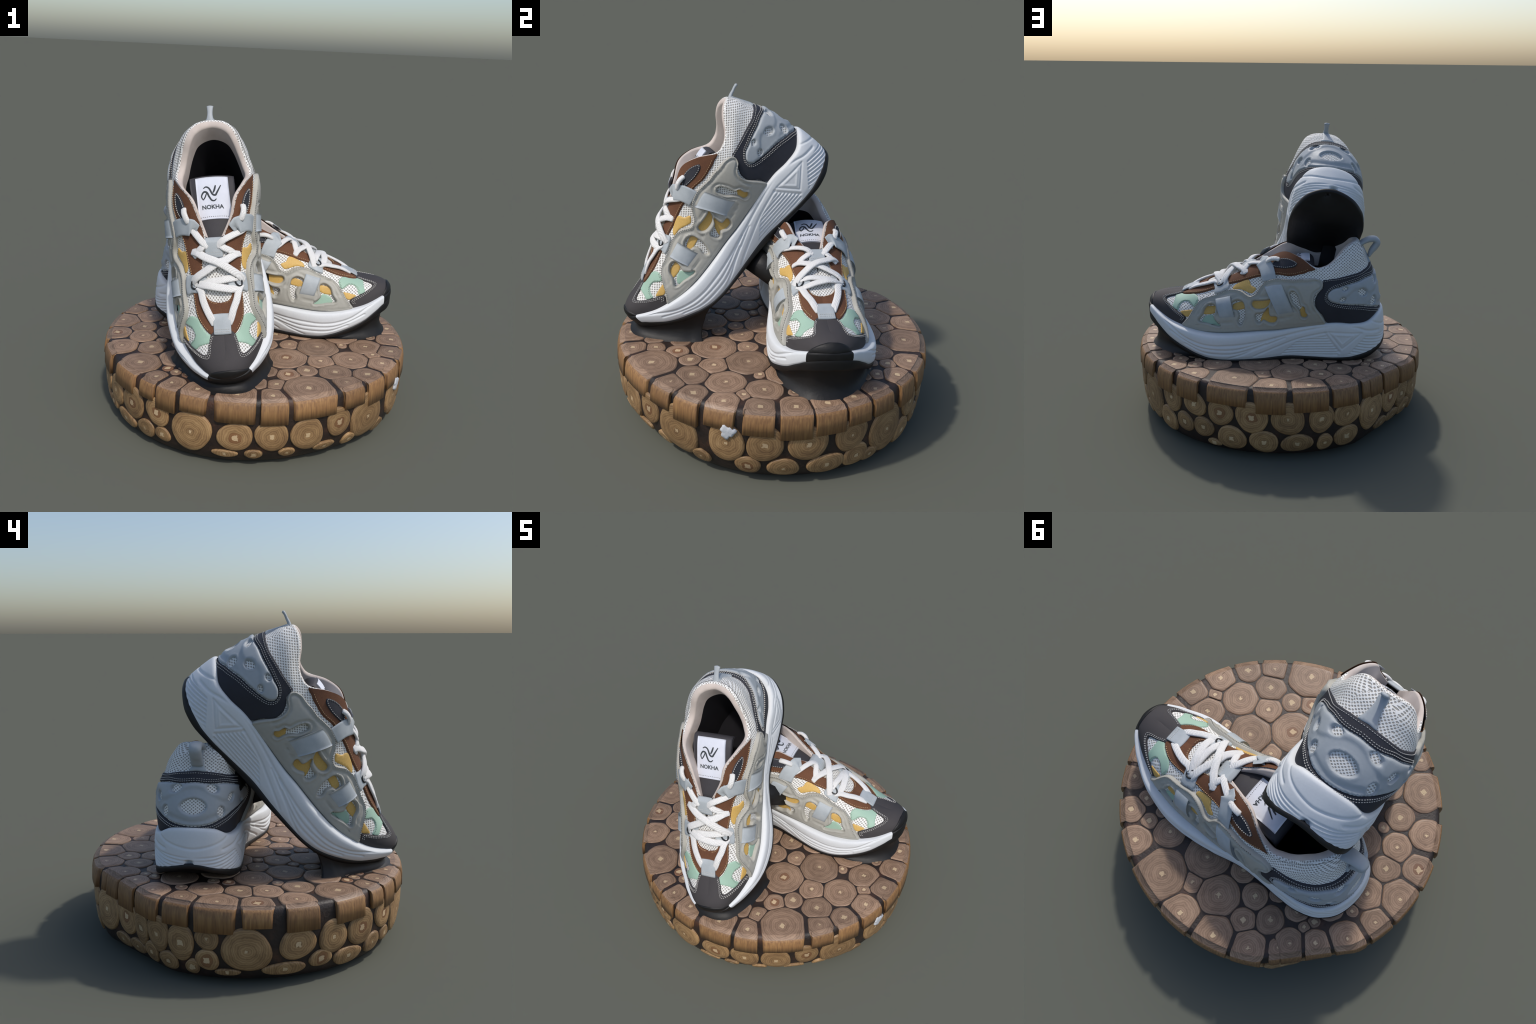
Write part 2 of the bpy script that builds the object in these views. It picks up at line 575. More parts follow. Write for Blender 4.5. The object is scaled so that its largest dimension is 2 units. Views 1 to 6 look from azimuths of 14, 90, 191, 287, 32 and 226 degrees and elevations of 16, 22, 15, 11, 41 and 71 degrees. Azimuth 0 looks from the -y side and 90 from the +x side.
def sweep(path, widths, thick, ups, nseg=10, cap=True, power=2.6):
    """Flat rounded strap along a dense path; widths across, thick along the local up."""
    path = np.array(path, float)
    n = len(path)
    t = np.gradient(path, axis=0)
    t /= np.linalg.norm(t, axis=1, keepdims=True) + 1e-12
    ups = np.array(ups, float)
    side = np.cross(ups, t)
    side /= np.linalg.norm(side, axis=1, keepdims=True) + 1e-12
    up = np.cross(t, side)
    a = np.linspace(0, 2 * np.pi, nseg, endpoint=False)
    ca, sa = np.cos(a), np.sin(a)
    cx = np.sign(ca) * np.abs(ca) ** (2 / power)
    cy = np.sign(sa) * np.abs(sa) ** (2 / power)
    w = np.broadcast_to(widths, n)[:, None, None] * .5
    h = np.broadcast_to(thick, n)[:, None, None] * .5
    v = path[:, None] + side[:, None] * cx[None, :, None] * w + up[:, None] * cy[None, :, None] * h
    verts = v.reshape(-1, 3)
    faces = []
    for i in range(n - 1):
        for j in range(nseg):
            k = (j + 1) % nseg
            faces.append((i * nseg + j, i * nseg + k, (i + 1) * nseg + k, (i + 1) * nseg + j))
    if cap:
        verts = np.concatenate([verts, path[:1] - t[:1] * h[0, 0] * .7, path[-1:] + t[-1:] * h[-1, 0] * .7])
        c0, c1 = n * nseg, n * nseg + 1
        for j in range(nseg):
            k = (j + 1) % nseg
            faces.append((c0, k, j))
            faces.append((c1, (n - 1) * nseg + j, (n - 1) * nseg + k))
    return verts, [tuple(reversed(f)) for f in faces]


def dashes(line, spacing=.0135, length=.0085, width=.0034, height=.0022, gap=None):
    """Row of stitches along a dense 3D line with normals: list of (p, n)."""
    P, N = line
    seg = np.linalg.norm(np.diff(P, axis=0), axis=1)
    s = np.concatenate([[0], np.cumsum(seg)])
    V, F = [], []
    x = spacing * .5
    while x + length * .5 < s[-1]:
        a = np.array([np.interp(x - length / 2, s, P[:, k]) for k in range(3)])
        b = np.array([np.interp(x + length / 2, s, P[:, k]) for k in range(3)])
        nn = np.array([np.interp(x, s, N[:, k]) for k in range(3)])
        nn /= np.linalg.norm(nn)
        t = (b - a) / (np.linalg.norm(b - a) + 1e-9)
        sd = np.cross(nn, t) * width * .5
        k = len(V)
        V += [a + sd - nn * .002, a - sd - nn * .002, b - sd - nn * .002, b + sd - nn * .002]
        a2, b2 = a + t * length * .15, b - t * length * .15
        V += [a2 + sd * .7 + nn * height, a2 - sd * .7 + nn * height, b2 - sd * .7 + nn * height, b2 + sd * .7 + nn * height]
        F += [(k + 4, k + 5, k + 6, k + 7), (k, k + 1, k + 5, k + 4), (k + 1, k + 2, k + 6, k + 5), (k + 2, k + 3, k + 7, k + 6), (k + 3, k, k + 4, k + 7)]
        x += spacing
    return V, F


def surf_line(ctrl, h, closed=False):
    d = smooth_loop(np.array(ctrl) * np.array([KS, KT]), .004, closed) / np.array([KS, KT])
    if closed:
        d = np.concatenate([d, d[:1]])
    return surf(d[:, 0], d[:, 1], np.full(len(d), h)), last_normal(d[:, 0], d[:, 1])


def join(parts):
    V, F = [], []
    for v, f in parts:
        k = len(V)
        V += [tuple(x) for x in v]
        F += [tuple(i + k for i in q) for q in f]
    return V, F


def inset(ctrl, dist):
    """Shift an open control line sideways by a metric distance, in panel space."""
    p = np.array(ctrl) * np.array([KS, KT])
    t = np.gradient(p, axis=0)
    n = np.stack([-t[:, 1], t[:, 0]], 1)
    n /= np.linalg.norm(n, axis=1, keepdims=True)
    return (p + n * dist) / np.array([KS, KT])


# ------------------------------------------------------------------ pattern pieces, in (sigma, t) of the outer side
TOE_EDGE = [(.866, .0), (.860, .08), (.855, .165), (.878, .245), (.905, .335), (.930, .43), (.940, .52), (.935, .61), (.918, .70), (.900, .78)]
BROWN_LOW = [(.905, .79), (.893, .735), (.875, .69), (.847, .65), (.817, .640), (.783, .648), (.75, .648), (.73, .655), (.697, .645),
             (.663, .65), (.633, .655), (.600, .648), (.563, .64), (.513, .655), (.467, .788), (.443, .912), (.423, .998)]
BROWN_TOP = [(.46, .998), (.50, .998), (.54, .998), (.58, .998), (.62, .998), (.65, .985), (.675, .93), (.70, .865), (.735, .828), (.77, .808), (.803, .83), (.822, .89)]
MINT = [(.905, .77), (.89, .717), (.868, .67), (.85, .655), (.826, .50), (.833, .375), (.847, .42), (.862, .49), (.876, .50), (.883, .42),
        (.885, .275), (.895, .29), (.906, .335), (.909, .47), (.918, .64), (.922, .70)]
YELLOW_TOE = [(.877, .265), (.838, .325), (.840, .24), (.848, .19), (.855, .175), (.866, .205)]
YELLOW_TOP = [(.707, .62), (.663, .655), (.655, .62), (.647, .56), (.627, .50), (.640, .45), (.657, .475), (.687, .54), (.712, .565)]
CAGE = [(.866, .01), (.860, .09), (.848, .19), (.837, .32), (.824, .435), (.808, .50), (.78, .523), (.753, .54), (.727, .56), (.703, .553), (.677, .513),
        (.657, .455), (.642, .425), (.625, .44), (.611, .515), (.593, .57), (.563, .593), (.527, .608), (.493, .65), (.46, .75),
        (.42, .872), (.386, .845), (.363, .74), (.37, .655), (.395, .603), (.398, .5), (.385, .365), (.353, .19), (.33, .05), (.328, .008),
        (.45, .004), (.55, .004), (.65, .004), (.75, .004)]
CAGE_HOLES = [
    [(.808, .158), (.797, .258), (.791, .358), (.777, .395), (.762, .367), (.760, .283), (.763, .217), (.75, .15), (.738, .105), (.76, .118), (.78, .14)],
    [(.703, .375), (.685, .388), (.667, .345), (.661, .283), (.658, .217), (.662, .15), (.67, .103), (.678, .138), (.675, .208), (.685, .278), (.70, .308)],
    [(.634, .315), (.632, .345), (.605, .338), (.578, .337), (.570, .342), (.574, .29), (.588, .262), (.622, .27)],
    [(.618, .192), (.602, .195), (.585, .21), (.574, .255), (.571, .196), (.565, .158), (.540, .145), (.543, .10), (.565, .096), (.59, .132), (.603, .106), (.612, .12)],
    [(.497, .452), (.484, .486), (.467, .446), (.458, .383), (.451, .336), (.435, .335), (.426, .25), (.415, .2), (.421, .16), (.438, .175), (.446, .25), (.462, .308), (.482, .35), (.493, .408)],
]
STRAP_SLOTS = [[(.763, .472), (.713, .475), (.690, .190), (.738, .198)], [(.594, .508), (.533, .535), (.470, .215), (.533, .17)]]
EYE_TAB = [(.797, .835), (.772, .875), (.745, .835), (.736, .735), (.724, .595), (.735, .57), (.773, .56), (.778, .64), (.788, .735)]
OVAL = [(.585, .79), (.573, .858), (.54, .885), (.507, .905), (.487, .895), (.490, .84), (.503, .785), (.533, .725), (.567, .735)]
BAND_TOP = [(.395, .80), (.37, .82), (.34, .81), (.31, .783), (.26, .73), (.21, .685), (.15, .655), (.093, .648), (.045, .655), (.0, .668)]
WINDOW = [(.0, .525), (.05, .508), (.11, .545), (.17, .55), (.253, .575), (.305, .592), (.328, .545), (.330, .48), (.315, .40), (.285, .335), (.23, .277), (.15, .22), (.10, .15), (.05, .05), (.0, .018)]
HEEL_HOLES = [(.0, .24, .034, .085, .0), (.056, .45, .017, .042, -.2), (.145, .39, .022, .038, .3), (.09, .21, .016, .05, .5), (.235, .52, .013, .022, .2), (.25, .365, .013, .026, 0)]


def both(loop_open):
    """Close a half outline that starts and ends on the heel centre line."""
    return list(loop_open) + [(-a, b) for a, b in reversed(loop_open) if a > 1e-6]


def ellipse(cx, cy, rx, ry, tilt=0, n=12):
    out = []
    for a in np.linspace(0, 2 * np.pi, n, endpoint=False):
        x, y = rx * math.cos(a) * KS, ry * math.sin(a) * KT
        # pointed at both ends, like the openings of the heel piece
        y *= .75 + .25 * abs(math.sin(a))
        out.append((cx + (x * math.cos(tilt) - y * math.sin(tilt)) / KS, cy + (x * math.sin(tilt) + y * math.cos(tilt)) / KT))
    return out


# inner edge of the padded collar: sigma, x, y outer, y inner
LINING_EDGE = [(.0, .222, -.022, -.022), (.06, .236, .030, -.072), (.12, .262, .070, -.112), (.20, .306, .102, -.144), (.28, .356, .128, -.168), (.36, .415, .146, -.188),
               (.42, .475, .160, -.202), (.48, .570, .144, -.180), (.54, .668, .086, -.136), (.60, .768, .050, -.108), (.66, .874, .014, -.050)]

# ------------------------------------------------------------------ sole
SOLE_BOTTOM = [(-.04, .165), (.0, .14), (.06, .09), (.15, .055), (.25, .032), (.35, .027), (.5, .03), (.65, .035), (.8, .028), (.95, .022), (1.05, .02),
               (1.13, .026), (1.23, .052), (1.33, .098), (1.42, .145), (1.475, .188), (1.53, .232), (1.58, .266), (1.65, .29)]
FLANGE = [(-1., .018), (-.96, .028), (-.90, .044), (-.86, .052), (-.8, .060), (-.71, .060), (-.66, .055), (-.6, .042), (-.45, .034), (-.3, .040), (-.15, .046), (-.06, .040), (.0, .028), (.06, .030), (.15, .036), (.3, .036), (.5, .040), (.6, .054), (.66, .070), (.71, .078), (.76, .082), (.81, .078), (.86, .068), (.90, .056), (.94, .042), (.97, .030), (1., .018)]


def sole_frame(sig):
    """Feather point, outward plan normal, flange width, bottom height of the foam."""
    sig = np.asarray(sig, float)
    B = feather((sig + 1) % 2 - 1)
    n = outward((sig + 1) % 2 - 1)
    fl = pchip((sig + 1) % 2 - 1, *np.array(FLANGE).T)
    zb = pchip(B[..., 0], *np.array(SOLE_BOTTOM).T)
    return B, n, fl, zb


GROOVES = [
    ([(1.52, .285), (1.485, .262), (1.399, .203), (1.33, .162), (1.225, .127), (1.132, .116), (1.05, .119), (.932, .129), (.815, .148), (.659, .181), (.51, .22), (.386, .249), (.293, .262), (.198, .240), (.122, .210), (.05, .195)], .007, .0075),
    ([(1.42, .185), (1.313, .134), (1.226, .101), (1.138, .091), (.991, .093), (.844, .128), (.728, .164)], .006, .006),
    ([(1.313, .115), (1.197, .070), (1.08, .061), (.991, .066), (.903, .089), (.786, .129)], .006, .006),
    ([(1.03, .03), (.991, .043), (.932, .063), (.874, .089), (.757, .132), (.659, .167)], .006, .006),
    ([(.86, .045), (.824, .062), (.697, .111), (.578, .157), (.478, .185), (.39, .205)], .006, .006),
    ([(.375, .208), (.159, .197), (.284, .092), (.375, .208)], .005, .005),
    ([(.40, .20), (.30, .07)], .006, .007),
    ([(.340, .190), (.215, .184), (.284, .125), (.340, .190)], -.003, .006),
]
RIBS = [
    # polygon (x, z), direction across the ribs, pitch
    ([(.70, .040), (.578, .150), (.395, .188), (.300, .075), (.31, .04)], (.04, 1.), .0185),
    ([(.250, .05), (.135, .178), (.05, .172), (-.03, .16), (-.03, .09), (.06, .06)], (-.28, 1.), .020),
]


def sole_relief(x, z):
    q = np.stack([x.ravel(), z.ravel()], 1)
    d = np.zeros(len(q))
    for line, depth, w in GROOVES:
        lp = smooth_loop(line, .01, closed=False) if len(line) > 4 else np.array(line, float)
        dist = seg_dist(q, lp, closed=False)
        d -= depth * np.exp(-(dist / w) ** 2)
    for poly, direc, pitch in RIBS:
        p = np.array(poly)
        m = inside(q, p) * np.clip(seg_dist(q, p) / .008, 0, 1)
        dv = np.array(direc) / np.linalg.norm(direc)
        ph = (q @ dv) / pitch
        d -= m * (.0045 - .0045 * np.cos(2 * np.pi * ph))
    return d.reshape(x.shape)


def waist_cut(sig):
    return .036 * np.exp(-((sig + .53) / .17) ** 2) + .014 * np.exp(-((sig - .45) / .15) ** 2)


def build_midsole(sh):
    ns, nv = 760, 56
    sig = np.linspace(-1, 1, ns, endpoint=False)
    B, n, fl, zb = sole_frame(sig)
    v = np.linspace(0, 1, nv)
    # section: from the feather line over a rounded lip and down the wall
    out = pchip(v, [0, .05, .12, .3, .6, .85, 1], [-.3, .55, .88, 1.0, 1.04, 1.0, .84])
    top = B[:, 2] + .006
    drop = pchip(v, [0, .05, .12, 1], [0.0, .02, .09, 1.])
    z = top[:, None] + (zb - top)[:, None] * drop[None]
    x0 = B[:, 0][:, None] + n[:, 0][:, None] * fl[:, None] * out[None]
    # heel wall rakes back towards the ground
    d = sole_relief(x0, z) * (np.clip((v - .10) / .06, 0, 1) * np.clip((1 - v) / .10, 0, 1))[None] * np.clip((1.50 - x0) / .05, 0, 1)
    back = np.clip(1 - np.abs(sig) / .07, 0, 1)
    d *= (1 - back)[:, None]
    # heel cup line and the notch in the heel's lower edge
    cup = .205 - .0 * sig + 2.2 * np.abs(sig) ** 1.6
    d -= (.005 * np.exp(-((z - cup[:, None]) / .007) ** 2)) * (np.abs(sig) < .14)[:, None]
    nx = np.clip(1 - np.abs(sig - .008) / .012, 0, 1)[:, None] * np.clip((.145 - z) / .01, 0, 1)
    d -= .035 * nx
    # the waist of the sole is cut in towards the ground
    o = fl[:, None] * out[None] + d - waist_cut(sig)[:, None] * (v ** 1.5)[None]
    P = np.stack([B[:, 0][:, None] + n[:, 0][:, None] * o, B[:, 1][:, None] + n[:, 1][:, None] * o, z], -1)
    rake = np.clip((.33 - z) / .25, 0, 1) * np.clip(1 - P[..., 0] / .2, 0, 1) * .022
    P[..., 0] -= rake
    verts = P.reshape(-1, 3)
    faces = grid_faces(ns, nv, closed_u=True)
    # close the underside with a fan strip to the centre line
    c = np.stack([B[:, 0] * .98 + .01, np.where(True, -.0 * sig - .02 + .0 * B[:, 1], 0), zb + .004], -1)
    k = len(verts)
    verts = np.concatenate([verts, c])
    for i in range(ns):
        j = (i + 1) % ns
        faces.append((i * nv + nv - 1, j * nv + nv - 1, k + j, k + i))
    faces = [tuple(reversed(f)) for f in faces]
    # the foam stops each side of the toe tip; black rubber wraps the tip itself
    isl = lambda f: min(f) // nv if min(f) < k else min(f) - k
    sg = sig[[isl(f) for f in faces]]
    vrow = np.array([min(f) % nv if min(f) < k else nv - 1 for f in faces]) / nv
    tip = (sg > .968) | (sg < -.957)
    for nm, sel, mt in (("midsole", ~tip, "sole"), ("toe_rubber", tip, "rubber")):
        fs = np.array([len(f) == 4 for f in faces]) & sel
        fl_ = [f for f, q in zip(faces, fs) if q]
        used = np.unique(np.array(fl_))
        mp = {int(u): i for i, u in enumerate(used)}
        sh.part(nm, verts[used], [tuple(mp[int(i)] for i in f) for f in fl_], MAT[mt])


def build_outsole(sh, toe_fill):
    """Black tread under the foam; at the toe a separate dark block reaches down to the stool."""
    ns = 300
    sig = np.linspace(-1, 1, ns, endpoint=False)
    B, n, fl, zb = sole_frame(sig)
    x = B[:, 0]
    ground = pchip(x, [-.04, .0, .06, .13, .22, 1.05, 1.15, 1.25, 1.4, 1.5, 1.65], [.150, .118, .062, .022, .004, .0, .008, .030, .10, .16, .235])
    rows = []
    for k, (o, f) in enumerate([(.72, -.008), (.93, .0), (.95, .25), (.90, .8), (.70, 1.0), (.2, 1.0)]):
        oo = fl * o - (.02 if k == 5 else 0) - waist_cut(sig)
        z = zb + (ground - zb) * max(f, 0) + (.008 if f < 0 else 0)
        rows.append(np.stack([x + n[:, 0] * oo, B[:, 1] + n[:, 1] * oo, z], -1))
    rows.append(np.stack([x * .98 + .01, np.full(ns, -.02), ground], -1))
    P = np.stack(rows, 1)
    rake = np.clip((.33 - P[..., 2]) / .25, 0, 1) * np.clip(1 - P[..., 0] / .2, 0, 1) * .022
    P[..., 0] -= rake
    nv = P.shape[1]
    return sh.part("outsole", P.reshape(-1, 3), grid_faces(ns, nv, True, flip=True), MAT["rubber"])


# ------------------------------------------------------------------ upper
def build_upper(sh):
    ns, nt = 360, 64
    sig = np.linspace(-1, 1, ns, endpoint=False)
    t = np.linspace(0, 1, nt)
    S, T = np.meshgrid(sig, t, indexing="ij")
    P = last(S, T)
    # padded collar: the mesh swells round the heel
    pad = np.exp(-((T - .86) / .11) ** 2) * np.clip((.44 - np.abs(S)) / .1, 0, 1) * .010
    P = P + last_normal(S, T) * pad[..., None]
    sh.part("mesh_upper", P.reshape(-1, 3), grid_faces(ns, nt, True, flip=True), MAT["mesh"])

    # collar roll and lining, only where the shoe is open
    so = np.linspace(-.655, .655, 170)
    e = last(so, np.ones_like(so))
    lip = np.array(LINING_EDGE)
    tab = np.concatenate([np.stack([-lip[:0:-1, 0], lip[:0:-1, 1], lip[:0:-1, 3]], 1), lip[:, :3]])
    inner = catmull(so, tab[:, 0], tab[:, 1:])
    gap = inner - e[:, :2]
    w = np.linalg.norm(gap, axis=1)
    rows, z = [], np.array([0, 0, 1.])
    for k in range(11):
        a = math.pi * k / 10
        q = e.copy()
        q[:, :2] += gap * (1 - math.cos(a)) * .5
        q[:, 2] += math.sin(a) * w * .30 - .010 * (k / 10)
        rows.append(q)
    floor = .27
    for k in range(1, 10):
        f = k / 9
        q = rows[10].copy()
        q[:, :2] += gap * (.60 * f)
        q[:, 2] -= (q[:, 2] - floor) * f
        rows.append(q)
    P = np.stack(rows, 1)
    nv = P.shape[1]
    F = grid_faces(len(so), nv, flip=False)
    fm = [2 if j < 4 and abs(so[i]) < .44 else 0 if j < 12 else 1 for i in range(len(so) - 1) for j in range(nv - 1)]  # lining rows from 12 down are blackened to carry the shoe's inner shadow
    sh.part("collar_lining", P.reshape(-1, 3), F, MAT["lining"], mats=[MAT["inside"], MAT["mesh"]], fmat=fm)

    # insole: floor of the shoe
    V, F = [], []
    xs = np.linspace(.06, 1.25, 40)
    for x in xs:
        zi = np.interp(x, [.05, .3, .7, 1.25], [.275, .265, .235, .205])
        for yy in np.linspace(-1, 1, 9):
            hw = np.interp(x, [.05, .15, .4, .9, 1.25], [.09, .17, .18, .24, .24])
            V.append((x, yy * hw + .01, zi + .03 * yy * yy))
    sh.part("insole", V, grid_faces(40, 9), MAT["inside"])

    # tongue
    cx = [(.99, .532), (.92, .556), (.84, .582), (.74, .602), (.62, .632), (.54, .650), (.495, .648), (.475, .625), (.47, .58)]
    d = smooth_loop(cx, .012, closed=False)
    V = []
    nu = 21
    for p in d:
        hw = np.interp(p[0], [.46, .55, .75, .88, 1.0], [.128, .130, .112, .085, .05])
        cy = np.interp(p[0], [.46, .75, 1.0], [-.012, -.03, -.03]) + TONGUE_SHIFT[sh.mir] * np.interp(p[0], [.5, .75, .95], [1, .8, 0])
        for u in np.linspace(-1, 1, nu):
            V.append((p[0], cy + u * hw, p[1] - .018 * abs(u) ** 2.2 + .006 * (1 - u * u)))
    n = len(d)
    k = len(V)
    V2 = V + [(x, y, z - .014) for x, y, z in V]
    F = grid_faces(n, nu, flip=False)
    F = F + [tuple(reversed([i + k for i in f])) for f in F]
    rim = [i * nu for i in range(n)] + [(n - 1) * nu + j for j in range(1, nu)] + [i * nu + nu - 1 for i in range(n - 2, -1, -1)] + [j for j in range(nu - 2, 0, -1)]
    for a, b in zip(rim, rim[1:] + rim[:1]):
        F.append((a, b, b + k, a + k))
    tongue = sh.part("tongue", V2, F, MAT["tongue"])
    build_label(sh, tongue, d)


TONGUE_SHIFT = {False: .034, True: .004}     # the tongue sits a little askew in the standing shoe


def tongue_point(x, u, d, lift, shift=0.):
    p = np.array([np.interp(x, d[::-1, 0], d[::-1, 1])])
    hw = np.interp(x, [.46, .55, .75, .88, 1.0], [.128, .130, .112, .085, .05])
    cy = np.interp(x, [.46, .75, 1.0], [-.012, -.03, -.03]) + shift * np.interp(x, [.5, .75, .95], [1, .8, 0])
    uu = (u) / hw
    return (x, cy + u, float(p[0]) - .018 * abs(uu) ** 2.2 + .006 * (1 - uu * uu) + lift)


def build_label(sh, tongue, d):
    """Woven label with a ribbon mark and the word below it; the writing is never mirrored."""
    dd = d[d[:, 0] > .4955]
    x0, x1, hw = .503, .752, .094
    nx, ny = 26, 17
    V = []
    for lay in (.0055, .0):
        for x in np.linspace(x0, x1, nx):
            for u in np.linspace(-hw, hw, ny):
                V.append(tongue_point(x, u, dd, lay, TONGUE_SHIFT[sh.mir]))
    F = grid_faces(nx, ny)
    k = nx * ny
    rim = [i * ny for i in range(nx)] + [(nx - 1) * ny + j for j in range(1, ny)] + [i * ny + ny - 1 for i in range(nx - 2, -1, -1)] + [j for j in range(ny - 2, 0, -1)]
    for a, b in zip(rim, rim[1:] + rim[:1]):
        F.append((a, b, b + k, a + k))
    lab = sh.part("tongue_label", V, F, MAT["label"], parent=tongue)
    # stitched hem
    P = np.array([tongue_point(x1 - .014, u, dd, .006, TONGUE_SHIFT[sh.mir]) for u in np.linspace(-hw * .97, hw * .97, 40)])
    N = np.tile([.2, 0, .98], (40, 1))
    V, F = dashes((P, N), .012, .006, .003)
    sh.part("label_stitching", V, F, MAT["thread_dark"], parent=tongue, smooth=False, stuff=True)

    sgn = -1 if sh.mir else 1     # parts are mirrored later; writing is pre-mirrored to stay readable

    def place(q):
        # q: label plan coordinates, right = reading direction, up = towards the collar
        out = []
        for r, up, h in q:
            x = .752 - up
            # a reader stands at the toe looking back: reading right = left of the shoe's travel = -y ... +y flips
            out.append(tongue_point(x, sgn * r, dd, .006 + h, TONGUE_SHIFT[sh.mir]))
        return out

    # ribbon mark: two strokes
    def ribbon(ctrl, w0, w1):
        c = smooth_loop(ctrl, .0035, closed=False)
        t = np.gradient(c, axis=0)
        t /= np.linalg.norm(t, axis=1, keepdims=True)
        n = np.stack([-t[:, 1], t[:, 0]], 1)
        s = np.linspace(0, 1, len(c))
        w = (w0 + (w1 - w0) * np.sin(np.pi * s) ** .7)[:, None] * .5
        q = []
        for h in (.0014, -.002):
            for a in (-1, 1):
                q.append(np.concatenate([c + n * w * a, np.full((len(c), 1), h)], 1))
        A, Bq, Cq, Dq = q
        V = place(np.concatenate([A, Bq, Cq, Dq]))
        m = len(c)
        F = []
        for i in range(m - 1):
            F.append((i, i + 1, m + i + 1, m + i))
            F.append((i, 2 * m + i, 2 * m + i + 1, i + 1))
            F.append((m + i, m + i + 1, 3 * m + i + 1, 3 * m + i))
        return V, F
    strokes = [
        ribbon([(-.052, .178), (-.036, .186), (-.020, .178), (.000, .140), (.014, .136), (.024, .150), (.050, .192)], .004, .010),
        ribbon([(-.058, .112), (-.066, .135), (-.050, .158), (-.034, .154), (-.022, .128), (-.008, .106), (.006, .104), (.018, .114)], .004, .010),
        ribbon([(-.034, .154), (-.046, .128), (-.058, .112)], .004, .007),
        ribbon([(.002, .150), (.010, .164), (.020, .192)], .006, .010),
    ]
    V, F = join(strokes)
    sh.part("ribbon_mark", V, F, MAT["print"], parent=tongue)
    # lettering
    cu = bpy.data.curves.new("lettering", "FONT")
    cu.body = "NOKHA"
    cu.align_x, cu.align_y = "CENTER", "CENTER"
    cu.size = .034
    cu.offset = .0009
    tmp = bpy.data.objects.new("lettering_source", cu)
    bpy.context.collection.objects.link(tmp)
    dg = bpy.context.evaluated_depsgraph_get()
    me = bpy.data.meshes.new_from_object(tmp.evaluated_get(dg))
    bm = bmesh.new(); bm.from_mesh(me)
    bmesh.ops.triangulate(bm, faces=bm.faces[:])
    for _ in range(2):
        long = [e for e in bm.edges if e.calc_length() > .008]
        if long:
            bmesh.ops.subdivide_edges(bm, edges=long, cuts=1)
            bmesh.ops.triangulate(bm, faces=[f for f in bm.faces if len(f.verts) > 3])
    q = [(v.co.x * 1.0 - .008, v.co.y * .95 + .068, .0012) for v in bm.verts]
    bm.verts.index_update()
    F = [tuple(v.index for v in f.verts) for f in bm.faces]
    V = np.array(place(q))
    nz = np.cross(V[F[0][1]] - V[F[0][0]], V[F[0][2]] - V[F[0][0]])
    sh.part("lettering", V, F if nz[2] > 0 else [tuple(reversed(f)) for f in F], MAT["print"], parent=tongue, smooth=False)
    bm.free()
    bpy.data.objects.remove(tmp); bpy.data.curves.remove(cu); bpy.data.meshes.remove(me)


